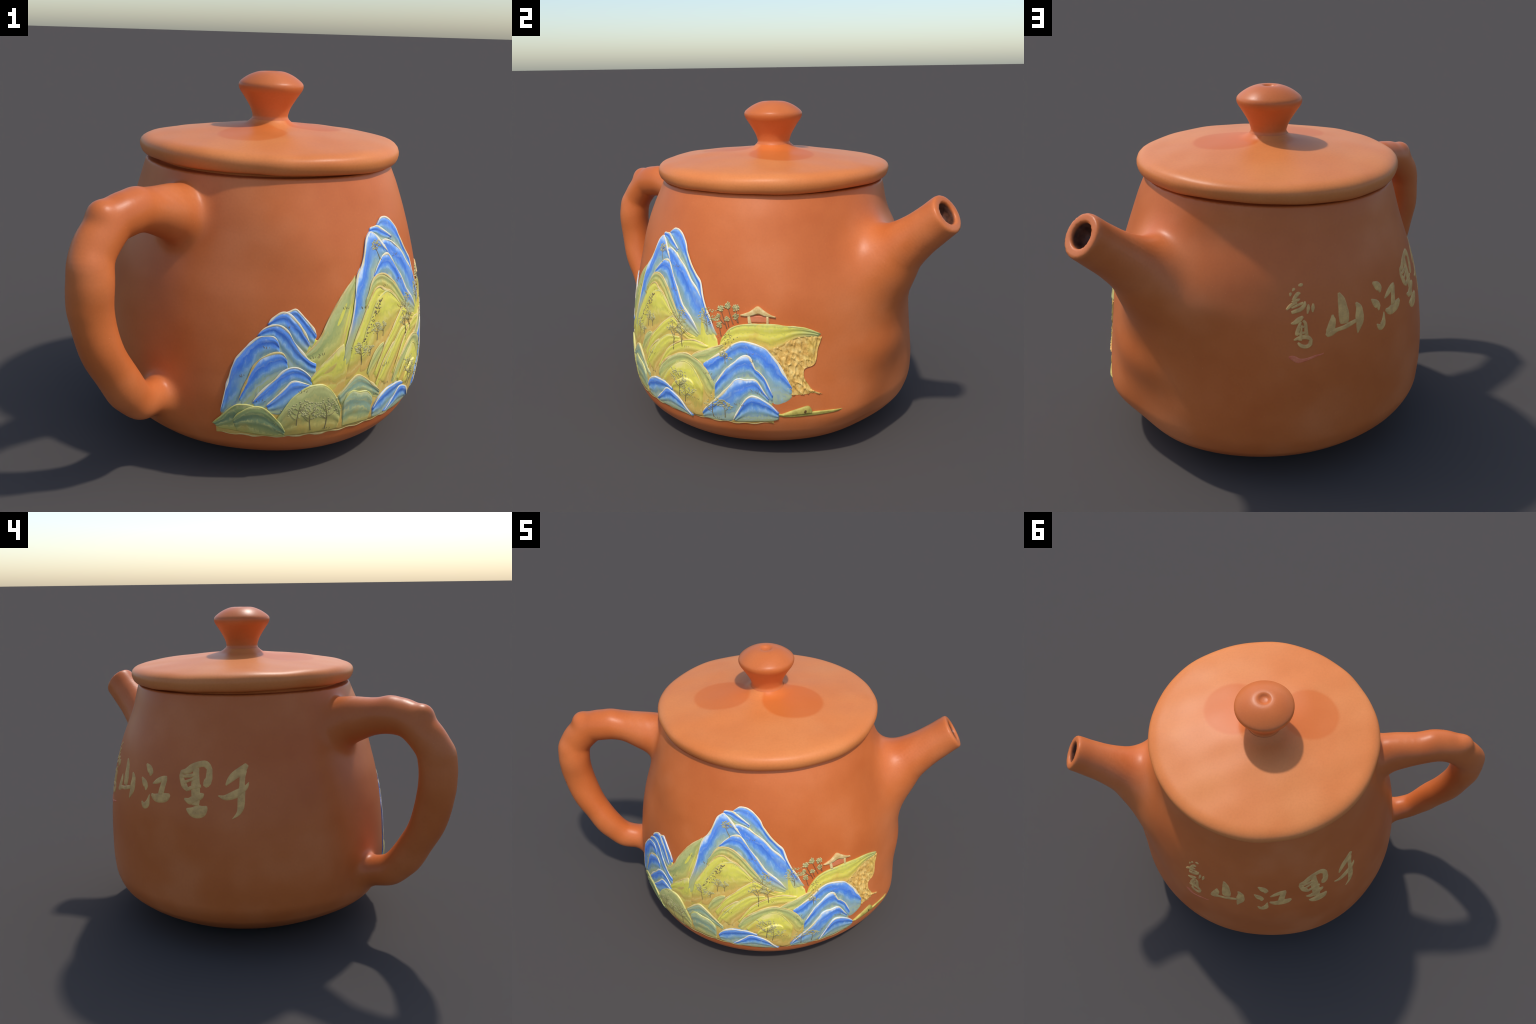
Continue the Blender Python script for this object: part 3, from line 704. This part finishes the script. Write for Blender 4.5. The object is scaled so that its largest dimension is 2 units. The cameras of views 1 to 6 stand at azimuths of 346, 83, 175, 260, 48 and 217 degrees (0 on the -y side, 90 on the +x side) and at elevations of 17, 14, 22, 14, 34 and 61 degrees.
CLIFF = dict(
    top=[(-53.7, 0.657), (-49.2, 0.675), (-47.3, 0.688), (-44.7, 0.708), (-42.1, 0.721), (-39.5, 0.723), (-36.9, 0.723), (-33.4, 0.714)],
    right=[(-33.4, 0.714), (-34, 0.688), (-35, 0.65), (-35.3, 0.622), (-36, 0.579), (-37.2, 0.563), (-39.5, 0.554), (-40.3, 0.535), (-40.1, 0.501), (-39.1, 0.475), (-38, 0.449), (-36.8, 0.43), (-34, 0.409)],
    bottom=[(-44.9, 0.414), (-42.5, 0.411), (-41, 0.413), (-39.7, 0.412), (-38.1, 0.417), (-36.1, 0.415), (-34, 0.409)],
    left=[(-53.7, 0.657), (-51.8, 0.625), (-50.1, 0.586), (-48.6, 0.537), (-47, 0.483), (-44.9, 0.414)],
)


# --------------------------------------------------------------------------
#  enamel paints
# --------------------------------------------------------------------------
PAINTS = {
    "azure": [(0.0, (226, 236, 250)), (0.06, (164, 202, 250)), (0.15, (108, 164, 248)), (0.29, (78, 132, 230)), (0.45, (108, 160, 222)), (0.62, (146, 182, 188)), (0.85, (190, 198, 146))],
    "sage": [(0.0, (244, 226, 154)), (0.10, (214, 212, 138)), (0.32, (182, 190, 118)), (0.60, (212, 204, 110)), (0.85, (228, 196, 104))],
    "spring": [(0.0, (250, 232, 146)), (0.12, (244, 232, 100)), (0.34, (232, 222, 94)), (0.60, (220, 198, 94)), (0.85, (228, 184, 96))],
    "moss": [(0.0, (216, 206, 134)), (0.10, (170, 180, 112)), (0.42, (132, 152, 112)), (0.7, (170, 174, 108)), (0.95, (208, 190, 100))],
    "olive": [(0.0, (222, 216, 140)), (0.2, (198, 198, 124)), (0.6, (194, 186, 108)), (0.95, (218, 190, 98))],
    "teal": [(0.0, (222, 220, 162)), (0.10, (188, 202, 156)), (0.38, (154, 180, 154)), (0.7, (178, 188, 130)), (0.95, (220, 198, 108))],
    "meadow": [(0.0, (216, 214, 114)), (0.2, (238, 228, 96)), (0.6, (240, 220, 92)), (0.95, (240, 190, 98))],
}
A0, A_SPAN, Z_SPAN = -170.0, 170.0, 1.4


def envelope(pts, n, pick):
    q = spline(pts, 400)
    a = np.linspace(q[:, 0].min(), q[:, 0].max(), n)
    half = (a[1] - a[0]) * 0.6
    return [(float(x), float(pick(q[np.abs(q[:, 0] - x) <= half, 1])) if (np.abs(q[:, 0] - x) <= half).any() else float(np.interp(x, np.sort(q[:, 0]), q[np.argsort(q[:, 0]), 1]))) for x in a]


def profile_node(n, x, pts):
    """Height of a ridge line as a curve over the angle, inside the shader."""
    c = n.new("ShaderNodeFloatCurve")
    m = c.mapping
    cur = m.curves[0]
    P = [((a - A0) / A_SPAN, z / Z_SPAN) for a, z in pts]
    cur.points[0].location, cur.points[1].location = P[0], P[-1]
    for q in P[1:-1]:
        cur.points.new(*q)
    for k in cur.points:
        k.handle_type = "VECTOR"
    m.extend = "HORIZONTAL"
    m.update()
    n.put(c.inputs["Value"], x)
    return c.outputs[0]


def polar(n):
    sep = n.new("ShaderNodeSeparateXYZ")
    n.put(sep.inputs[0], n.co)
    ang = n.math("MULTIPLY", n.math("ARCTAN2", sep.outputs[1], sep.outputs[0]), 180 / math.pi)
    x = n.math("DIVIDE", n.math("SUBTRACT", ang, A0), A_SPAN)
    z = n.math("DIVIDE", sep.outputs[2], Z_SPAN)
    return x, z, sep


def paint_material(name, paint, crest, foot, seed):
    """Enamel that shifts in hue from the brow of a ridge down to its foot, brushed and mottled."""
    n = Nodes(name)
    x, z, sep = polar(n)
    top = profile_node(n, x, envelope(crest, 26, max))
    low = profile_node(n, x, envelope(foot, 20, min))
    depth = n.math("SUBTRACT", top, z)
    span = n.math("MAXIMUM", n.math("SUBTRACT", top, low), 0.02)
    s = n.math("DIVIDE", depth, span)
    off = n.new("ShaderNodeVectorMath", operation="ADD")
    n.put(off.inputs[0], n.co)
    off.inputs[1].default_value = (seed * 1.7, seed * 0.9, 0)
    broad = n.noise(7.0, 3.0, 0.6, off.outputs[0])
    stretch = n.new("ShaderNodeMapping")
    n.put(stretch.inputs[0], off.outputs[0])
    stretch.inputs["Scale"].default_value = (1.0, 1.0, 0.3)
    brush = n.noise(46.0, 4.0, 0.65, stretch.outputs[0])
    s = n.math("ADD", s, n.math("MULTIPLY", n.math("SUBTRACT", broad, 0.5), 0.55))
    s = n.math("ADD", s, n.math("MULTIPLY", n.math("SUBTRACT", brush, 0.5), 0.30))
    col = n.ramp(s, [(p, srgb(*c)) for p, c in PAINTS[paint]])
    swell = n.math("SINE", n.math("MULTIPLY", n.math("ADD", s, n.math("MULTIPLY", broad, 0.25)), 21.0))
    band = n.math("MULTIPLY", n.step(swell, 0.35, 0.95), n.step(brush, 0.35, 0.62))      # loaded-brush strokes along the folds
    col = n.mix(n.math("MULTIPLY", band, 0.42), col, srgb(176, 206, 240) if paint == "azure" else srgb(244, 226, 138))
    dark = n.math("MULTIPLY", n.step(swell, -0.45, -0.98), n.step(brush, 0.62, 0.40))
    col = n.mix(n.math("MULTIPLY", dark, 0.28), col, srgb(58, 104, 200) if paint == "azure" else srgb(164, 162, 86))
    if paint == "azure":
        wash = n.step(n.noise(5.0, 2.0, 0.5, off.outputs[0]), 0.52, 0.72)
        col = n.mix(n.math("MULTIPLY", wash, 0.4), col, srgb(150, 186, 204))
        col = n.mix(n.math("MULTIPLY", n.step(brush, 0.6, 0.78), 0.30), col, srgb(212, 226, 238))
    else:
        col = n.mix(n.math("MULTIPLY", n.step(brush, 0.56, 0.8), 0.16), col, srgb(166, 176, 104))
        col = n.mix(n.math("MULTIPLY", n.step(broad, 0.52, 0.75), 0.45), col, srgb(228, 178, 86))
    if paint == "azure" and max(q[1] for q in crest) > 0.85:      # the tall peak's blue thins out to green over the hills below it
        low = n.step(n.math("ADD", z, n.math("MULTIPLY", n.math("SUBTRACT", broad, 0.5), 0.06)), 0.83 / Z_SPAN, 0.69 / Z_SPAN)
        if max(q[1] for q in crest) < 0.9 or min(q[0] for q in crest) < -125:
            low = n.step(z, 0.74 / Z_SPAN, 0.64 / Z_SPAN)
        col = n.mix(n.math("MULTIPLY", low, 0.85), col, srgb(206, 202, 118))
    if paint == "meadow":
        end = n.step(x, (-47 - A0) / A_SPAN, (-35 - A0) / A_SPAN)
        col = n.mix(n.math("MULTIPLY", end, 0.75), col, srgb(168, 182, 122))
    n.bump(brush, 0.12, 0.004)
    return n.done(col, 0.42, **{"Specular IOR Level": 0.35})


def line_material(name, pale, deep):
    n = Nodes(name)
    f = n.noise(16.0, 3.0, 0.6)
    col = n.ramp(f, [(0.36, srgb(*pale)), (0.66, srgb(*deep))])
    return n.done(col, 0.45, **{"Specular IOR Level": 0.35})


def plain_material(name, a, b, scale=30.0, rough=0.5):
    n = Nodes(name)
    f = n.noise(scale, 4.0, 0.6)
    col = n.ramp(f, [(0.35, srgb(*a)), (0.68, srgb(*b))])
    n.bump(f, 0.1, 0.003)
    return n.done(col, rough, **{"Specular IOR Level": 0.3})


def cliff_material():
    n = Nodes("ochre_rock")
    f = n.noise(36.0, 5.0, 0.65)
    g = n.noise(9.0, 2.0, 0.5)
    col = n.ramp(f, [(0.30, srgb(200, 148, 68)), (0.48, srgb(234, 186, 98)), (0.70, srgb(250, 216, 136))])
    col = n.mix(n.math("MULTIPLY", n.step(g, 0.52, 0.7), 0.5), col, srgb(222, 186, 84))
    n.bump(f, 0.5, 0.01)
    return n.done(col, 0.5, **{"Specular IOR Level": 0.3})


# --------------------------------------------------------------------------
class Skin:
    """Finds the outermost painted surface at a place on the wall."""

    def __init__(self, objects):
        from mathutils.bvhtree import BVHTree
        V, F = [], []
        for o in objects:
            k = len(V)
            V += [tuple(v.co) for v in o.data.vertices]
            F += [[k + i for i in p.vertices] for p in o.data.polygons]
        self.t = BVHTree.FromPolygons(V, F)

    def at(self, a, z, lift=0.0):
        P, N = [], []
        for ai, zi in zip(np.ravel(a), np.ravel(z)):
            d = Vector((math.cos(math.radians(ai)), math.sin(math.radians(ai)), 0))
            hit, nor, _, _ = self.t.ray_cast(d * 1.3 + Vector((0, 0, zi)), -d)
            if hit is None:
                hit, nor = d * 0.85 + Vector((0, 0, zi)), d
            if nor.dot(d) < 0:
                nor = -nor
            nor = (nor + 1.5 * d).normalized()
            P.append(hit + nor * lift)
            N.append(nor)
        return np.array(P), np.array(N)


def stroke(skin, pts, cols, thick, sink=0.002, seed=0, ragged=0.0):
    """Brush stroke on the skin: pts of (angle, height, width). Returns verts, faces."""
    q = spline(pts, cols)
    p, n = skin.at(q[:, 0], q[:, 1])
    t = np.gradient(p, axis=0)
    t /= np.linalg.norm(t, axis=1, keepdims=True) + 1e-9
    side = np.cross(n, t)
    side /= np.linalg.norm(side, axis=1, keepdims=True) + 1e-9
    w = np.maximum(q[:, 2] / 2, 0.0005)
    if ragged:
        w = w * (1 + ragged * wobble(p, 90.0, seed))
    ks = np.linspace(-1, 1, 7)
    V = []
    for k in ks:
        base = p + side * (w * k)[:, None]
        ang = np.degrees(np.arctan2(base[:, 1], base[:, 0]))
        b, bn = skin.at(ang, base[:, 2])
        h = thick if abs(k) < 0.9 else -sink
        V.append(b + bn * h)
    V = np.stack(V, 0)
    V[:, 0] = V[:, 0] - n[0] * (thick + sink)
    V[:, -1] = V[:, -1] - n[-1] * (thick + sink)
    return V.reshape(-1, 3), grid_faces(7, cols)[:, ::-1]


def join(parts):
    V, F, k = [], [], 0
    for v, f in parts:
        V.append(v)
        F += [[int(i) + k for i in q] for q in f]
        k += len(v)
    return np.vstack(V), F


def dab(skin, a, z, rx, ry, turn, thick=0.0016):
    """A small flattened leaf-shaped blob of paint."""
    p, n = skin.at([a], [z])
    p, n = p[0], n[0]
    u = np.cross((0, 0, 1), n)
    u /= np.linalg.norm(u)
    v = np.cross(n, u)
    c, s = math.cos(turn), math.sin(turn)
    u, v = u * c + v * s, v * c - u * s
    V, ring = [p + n * thick], 8
    for k, (r, h) in enumerate(((0.6, thick * 0.8), (1.0, -0.0025))):
        for i in range(ring):
            t = 2 * math.pi * i / ring
            V.append(p + u * (rx * r * math.cos(t)) + v * (ry * r * math.sin(t)) + n * h)
    F = [[0, 1 + i, 1 + (i + 1) % ring] for i in range(ring)]
    F += [[1 + i, 1 + ring + i, 1 + ring + (i + 1) % ring, 1 + (i + 1) % ring] for i in range(ring)]
    return np.array(V), F


# painted trees: foot (angle, height), crown (angle, height), fullness of the crown
TREES = [(-113.8, 0.548, -114.5, 0.665, 0.9), (-101.4, 1.030, -104.0, 1.120, 0.5), (-106.8, 0.655, -106.2, 0.742, 0.7), (-103.8, 0.668, -103.3, 0.735, 0.7),
         (-110.2, 0.592, -109.4, 0.640, 0.3), (-89.9, 0.585, -91.2, 0.745, 0.7), (-85.6, 0.606, -86.6, 0.742, 1.0), (-88.2, 0.690, -87.4, 0.820, 1.2), (-75.2, 0.700, -76.8, 0.838, 1.2),
         (-87.2, 0.328, -86.0, 0.480, 1.3), (-84.8, 0.306, -84.0, 0.430, 0.9), (-72.8, 0.242, -72.4, 0.372, 0.5), (-68.4, 0.262, -68.2, 0.365, 0.8), (-67.6, 0.568, -67.9, 0.640, 0.4),
         (-135.4, 0.268, -134.4, 0.420, 0.7), (-130.7, 0.262, -131.3, 0.395, 0.9), (-126.2, 0.252, -126.9, 0.415, 1.1)]
TUFTS = [(-118.8, 0.842), (-111.9, 0.826), (-99.8, 0.900), (-91.8, 0.905), (-93.6, 1.114), (-92.4, 1.026), (-127.4, 0.640), (-101.4, 0.412), (-102.5, 0.516), (-83.0, 0.618), (-58.4, 0.628),
         (-57.1, 0.590), (-74.4, 0.500), (-72.9, 0.470), (-56.6, 0.430), (-55.0, 0.420), (-62.8, 0.348), (-138.2, 0.780), (-144.6, 0.684), (-130.2, 0.630), (-147.2, 0.428), (-151.8, 0.548),
         (-133.6, 0.470), (-70.8, 0.246), (-125.0, 0.258), (-106.0, 0.380), (-79.5, 0.345)]


def painted_tree(skin, foot, crown, full, seed, trunk_mat, leaf_mat, parent):
    g = np.random.default_rng(seed)
    (a0, z0), (a1, z1) = foot, crown
    size = z1 - z0
    deg = math.degrees(1 / 0.84)
    parts = []
    bend = g.normal(0, 0.07) * size * deg
    mid = ((a0 + a1) / 2 + bend, (z0 + z1) / 2)
    w = 0.004 + 0.02 * size
    parts.append(stroke(skin, [(a0, z0, w), (mid[0], mid[1], w * 0.75), (a1, z1, w * 0.3)], 10, 0.0014))
    tips = []
    for k in range(4 + int(4 * full)):
        f = g.uniform(0.35, 0.85)
        bx, bz = a0 + (a1 - a0) * f + bend * 4 * f * (1 - f), z0 + size * f
        sgn = 1 if k % 2 else -1
        L = size * g.uniform(0.18, 0.36) * (1.3 - 0.6 * f)
        tip = (bx + sgn * L * 0.8 * deg, bz + L * g.uniform(0.5, 1.0))
        parts.append(stroke(skin, [(bx, bz, w * 0.5), ((bx + tip[0]) / 2, (bz + tip[1]) / 2 - 0.1 * L, w * 0.4), (tip[0], tip[1], w * 0.2)], 6, 0.0012))
        tips.append(tip)
    v, f = join(parts)
    ob = mesh_object("painted_tree", v, f, parent, trunk_mat)
    tips.append(crown)
    leaves = []
    for tip in tips:
        for _ in range(int(3 + 6 * full)):
            leaves.append(dab(skin, tip[0] + g.normal(0, 0.09 * size) * deg, tip[1] + g.normal(0, 0.06 * size), g.uniform(0.005, 0.0095), g.uniform(0.003, 0.0058), g.uniform(-0.6, 0.6), 0.0012))
    v, f = join(leaves)
    fol = mesh_object("foliage", v, f, ob, leaf_mat)
    fol["kind"] = "stuff"
    return ob


def build_relief(root):
    cream = line_material("cream_line", (250, 242, 222), (246, 224, 170))
    amber = line_material("amber_line", (240, 218, 150), (228, 184, 98))
    pale = line_material("pale_green_line", (226, 220, 140), (212, 200, 100))
    lines = {"cream": (cream, 0.0038), "amber": (amber, 0.0040), "pale": (pale, 0.0038)}
    # the ground of the picture: a thin skin of yellow-green enamel under all ridges
    crests = np.vstack([spline(r["crest"], 300) for r in RIDGES if r["paint"] != "meadow"])
    ang = np.linspace(-160.5, -50.6, 260)
    top = []
    for a in ang:
        m = np.abs(crests[:, 0] - a) < 0.5
        top.append(crests[m, 1].max() if m.any() else np.nan)
    top = np.array(top)
    ok = ~np.isnan(top)
    top = np.interp(ang, ang[ok], top[ok])
    top = np.minimum.reduce([np.roll(top, k) for k in (-2, -1, 0, 1, 2)])
    top = np.maximum(top - 0.014, 0.262)
    low = 0.240 + 0.004 * np.sin(ang * 0.9) + 0.012 * smooth01((-140 - ang) / 20) + 0.012 * smooth01((ang + 62) / 10)
    rows = np.concatenate([[0, 0.004], np.linspace(0.03, 0.97, 40), [0.996, 1.0]])
    A = np.stack([np.repeat(ang[None], len(rows), 0), top[None] * (1 - rows[:, None]) + low[None] * rows[:, None]], -1)
    H = np.full(A.shape[:2], 0.0030)
    H[0] = H[-1] = BURIED
    H[:, 0] = H[:, -1] = BURIED
    crest0 = list(zip(ang[::10].tolist(), top[::10].tolist()))
    foot0 = list(zip(ang[::10].tolist(), low[::10].tolist()))
    ground = relief_patch("mountain_relief", A, H, root, paint_material("ground_enamel", "spring", crest0, foot0, 0.3), 5, 0.0006)
    solid = [ground]
    tally = {}
    for i, r in enumerate(RIDGES):
        cols = int(min(150, 24 + 9 * len(r["crest"])))
        A = ruled(r["crest"], r["foot"], ROWS, cols)
        base = A[-1, :, 1].max() < 0.30                      # stands on the lower edge of the picture
        if not base:                                         # others run on a little under the ridge in front
            A = A + np.array(ROWS)[:, None, None] ** 4 * 0.28 * (A[-1] - A[0])[None]
            A[..., 1] = np.maximum(A[..., 1], 0.245)
        H = ridge_heights(cols, r["rise"] * 0.62 + 0.00008 * i, 0.0042 if base else 0.0034, not base)
        tally[r["kind"]] = tally.get(r["kind"], 0) + 1
        mat = paint_material(r["paint"] + "_enamel", r["paint"], r["crest"], r["foot"], 1.0 + i)
        ob = relief_patch(r["kind"], A, H, ground, mat, 40 + i, 0.0015 if r["paint"] != "meadow" else 0.0012)
        solid.append(ob)
        if r["line"] in lines:
            m, half = lines[r["line"]]
            row = A[3] * 0.6 + A[1] * 0.4
            keep = row[int(cols * 0.03):int(cols * 0.97)]
            solid.append(bead("ridge_line", keep, half * (1.25 if r["paint"] == "azure" else 1.0), r["rise"] * 0.62 * 0.85 + 0.00008 * i + 0.0002, ground, m, 70 + i, cols=2 * cols))
    # rocky cliff under the plateau
    A = coons(CLIFF["top"], CLIFF["bottom"], CLIFF["left"], CLIFF["right"], 130, 130)
    p, _ = on_wall(A[..., 0], A[..., 1])
    crag = np.abs(wobble(p, 100.0, 91)) * 0.8 + np.abs(wobble(p, 220.0, 92)) * 0.7
    H = np.maximum(0.0095 - 0.010 * crag, 0.0012).reshape(130, 130)
    H[0] = H[-1] = H[:, 0] = H[:, -1] = BURIED
    H[:, -2] = 0.0055
    solid.append(relief_patch("rock_cliff", A, H, ground, cliff_material(), 93, 0.0))
    # lower fringe of thick paint
    a = np.linspace(-160, -50.6, 60)
    edge = np.stack([a, np.interp(a, ang, low) + 0.003], 1)
    solid.append(bead("enamel_edge", edge, 0.0055, 0.002, ground, amber, 17, cols=400, ragged=0.5))

    skin = Skin(solid + [bpy.data.objects["body"], bpy.data.objects["spout"]])
    # pavilion
    straw = plain_material("straw_enamel", (236, 208, 146), (214, 172, 104), 40.0)
    rose = plain_material("rose_clay", (214, 118, 74), (222, 132, 90))
    roof_t = [(-62.7, 0.832), (-61.0, 0.841), (-58.8, 0.855), (-56.2, 0.880), (-53.9, 0.859), (-51.7, 0.839), (-49.6, 0.826)]
    roof_b = [(-62.5, 0.828), (-60.2, 0.827), (-58.1, 0.832), (-55.9, 0.840), (-53.9, 0.831), (-51.9, 0.827), (-49.8, 0.823)]
    rows = [0, 0.02, 0.2, 0.5, 0.8, 0.98, 1.0]
    A = ruled(roof_t, roof_b, rows, 44)
    H = np.repeat(np.array([BURIED, 0.008, 0.012, 0.011, 0.010, 0.009, BURIED])[:, None], 44, 1)
    H[:, 0] = H[:, -1] = BURIED
    pav = relief_patch("pavilion", A, H, root, straw, 61, 0.0008, 60)
    A = ruled([(-59.8, 0.832), (-52.0, 0.832)], [(-59.8, 0.796), (-52.0, 0.796)], rows, 12)
    H = np.repeat(np.array([BURIED, 0.003, 0.003, 0.003, 0.003, 0.003, BURIED])[:, None], 12, 1)
    relief_patch("pavilion_wall", A, H, pav, rose, 62, 0.0004)
    for x0, x1, w0, w1 in ((-59.4, -58.9, 1.2, 1.6), (-52.7, -52.7, 1.0, 1.0)):
        A = ruled([(x0 - w0 / 2, 0.832), (x0 + w0 / 2, 0.832)], [(x1 - w1 / 2, 0.788), (x1 + w1 / 2, 0.788)], rows, 8)
        H = np.repeat(np.array([BURIED, 0.007, 0.008, 0.008, 0.008, 0.008, BURIED])[:, None], 8, 1)
        H[:, 0] = H[:, -1] = BURIED
        relief_patch("pavilion_post", A, H, pav, straw, 63, 0.0005)
    # boat on the water
    reed = plain_material("reed_enamel", (206, 190, 96), (168, 152, 72), 30.0)
    hull_u = [(-52.6, 0.320), (-49.2, 0.309), (-46.0, 0.306), (-42.8, 0.307), (-39.7, 0.312), (-34.8, 0.315), (-29.7, 0.314), (-25.0, 0.311)]
    hull_d = [(-52.5, 0.316), (-49.2, 0.297), (-46.0, 0.290), (-42.8, 0.289), (-39.6, 0.292), (-34.7, 0.295), (-29.6, 0.301), (-25.0, 0.310)]
    A = ruled(hull_u, hull_d, rows, 60)
    u = np.linspace(0, 1, 60)
    H = BURIED + (np.array([BURIED, 0.007, 0.008, 0.006, 0.005, 0.004, BURIED])[:, None] - BURIED) * smooth01(np.minimum(u, 1 - u) / 0.14)[None]
    boat = relief_patch("boat", A, H, root, reed, 64, 0.0008)
    A = ruled([(-48.6, 0.304), (-44.8, 0.325), (-41.3, 0.341), (-39.1, 0.349), (-38.0, 0.338), (-37.3, 0.309)], [(-48.0, 0.300), (-44.7, 0.300), (-42.5, 0.302), (-40.9, 0.303), (-39.3, 0.305), (-37.4, 0.306)], rows, 30)
    H = np.repeat(np.array([BURIED, 0.006, 0.010, 0.011, 0.011, 0.009, BURIED])[:, None], 30, 1)
    H[:, 0] = H[:, -1] = BURIED
    cabin = relief_patch("boat_cabin", A, H, boat, reed, 65, 0.0005)
    shade = plain_material("umber_enamel", (92, 66, 36), (120, 88, 48))
    cs = Skin([cabin, boat])
    v, f = stroke(cs, [(-40.2, 0.309, 0.014), (-40.0, 0.320, 0.016), (-39.8, 0.330, 0.010)], 8, 0.001)
    mesh_object("cabin_doorway", v, f, boat, shade)
    # round-headed trees beside the pavilion
    bark = plain_material("bark_enamel", (128, 84, 54), (152, 102, 66))
    frond = plain_material("frond_enamel", (208, 196, 136), (158, 150, 98), 60.0)
    for k, (fa, fz, ma, mz, ha, hz, r) in enumerate([(-67.2, 0.750, -68.6, 0.802, -70.1, 0.854, 0.020), (-64.9, 0.776, -66.0, 0.815, -67.4, 0.872, 0.021), (-63.1, 0.785, -63.6, 0.820, -64.3, 0.865, 0.020),
                                                     (-68.2, 0.776, -69.8, 0.796, -70.9, 0.817, 0.014), (-66.6, 0.762, -67.0, 0.785, -67.5, 0.806, 0.017), (-63.4, 0.790, -63.8, 0.805, -64.2, 0.823, 0.018), (-69.4, 0.711, -69.9, 0.740, -70.4, 0.772, 0.018)]):
        v, f = stroke(skin, [(fa, fz, 0.006), (ma, mz, 0.005), (ha, hz, 0.003)], 14, 0.0035)
        tree = mesh_object("round_tree", v, f, root, bark)
        g = np.random.default_rng(300 + k)
        parts = [dab(skin, ha, hz, r * 0.75, r * 0.75, 0, 0.004)]
        for j in range(11):
            t = 2 * math.pi * j / 11 + g.uniform(-0.2, 0.2)
            rr = r * g.uniform(0.5, 0.85)
            parts.append(dab(skin, ha + math.degrees(rr * math.cos(t) / 0.83), hz + rr * math.sin(t), r * g.uniform(0.28, 0.42), r * g.uniform(0.2, 0.3), t, g.uniform(0.004, 0.007)))
        v, f = join(parts)
        mesh_object("tree_crown", v, f, tree, frond)
    # brushed trees and grass over the slopes
    ink = plain_material("ink_green", (134, 118, 78), (154, 138, 92))
    leaf = plain_material("faded_leaf", (178, 170, 114), (200, 190, 130))
    for k, (a0, z0, a1, z1, full) in enumerate(TREES):
        painted_tree(skin, (a0, z0), (a1, z1), full, 500 + k, ink, leaf, root)
    parts = []
    g = np.random.default_rng(9)
    for a, z in TUFTS:
        for j in range(int(g.integers(3, 6))):
            x = a + (j - 2) * 0.55 + g.normal(0, 0.15)
            h = g.uniform(0.010, 0.022)
            parts.append(stroke(skin, [(x, z, 0.0034), (x + (j - 2) * 0.22, z + h * 0.6, 0.0026), (x + (j - 2) * 0.4 + g.normal(0, 0.15), z + h, 0.001)], 5, 0.0011))
    # mottled grey scrub down the yellow spur
    for _ in range(70):
        u = g.random()
        a = -112.9 + 9.3 * u + g.normal(0, 0.45)
        z = 0.668 + 0.20 * u + g.normal(0, 0.012)
        parts.append(dab(skin, a, z, g.uniform(0.003, 0.007), g.uniform(0.003, 0.006), g.uniform(0, 3)))
    for _ in range(40):
        parts.append(dab(skin, -67 + g.normal(0, 1.8), 0.70 + g.normal(0, 0.022), g.uniform(0.002, 0.0045), g.uniform(0.002, 0.004), g.uniform(0, 3)))
    v, f = join(parts)
    ob = mesh_object("grass_tufts", v, f, ground, ink)
    ob["kind"] = "stuff"
    return ground


def gold_material(name, a, b):
    n = Nodes(name)
    f = n.noise(24.0, 4.0, 0.65)
    col = n.ramp(f, [(0.36, srgb(*a)), (0.62, srgb(*b))])
    worn = n.step(n.noise(60.0, 3.0, 0.7), 0.58, 0.72)
    col = n.mix(n.math("MULTIPLY", worn, 0.25), col, srgb(160, 100, 50))
    return n.done(col, 0.5, **{"Specular IOR Level": 0.3})


def build_writing(root):
    gold = gold_material("gold_khaki_paint", (238, 188, 114), (214, 162, 98))
    red = gold_material("rose_red_paint", (242, 138, 98), (224, 112, 76))
    skin = Skin([bpy.data.objects["body"], bpy.data.objects["handle"]])
    first = None
    for key, entry in WRITING.items():
        parts = []
        for k, s in enumerate(entry["strokes"]):
            parts.append(stroke(skin, [(a, z, w * 1.08) for a, z, w in s["brush"]], 26, 0.0022 + 0.0002 * k, 0.001, 900 + k, 0.06))
        v, f = join(parts)
        name = "painted_flourish" if key == "seal" else "painted_signature" if key == "signature" else "painted_character"
        mesh_object(name, v, f, root, red if key == "seal" else gold)


# --------------------------------------------------------------------------
#  assembly
# --------------------------------------------------------------------------
def main():
    root = bpy.data.objects.new("teapot", None)
    bpy.context.scene.collection.objects.link(root)
    root.location = (AXIS[0], AXIS[1], 0.0)
    root.rotation_euler = (0, 0, SPOUT_AZ)
    root["label"] = "terracotta clay teapot with painted blue-green mountain relief"
    root["category"] = "teapot"
    clay = clay_material("clay")
    build_pot(root, clay)
    build_lid(root, clay)
    build_relief(root)
    build_writing(root)


main()
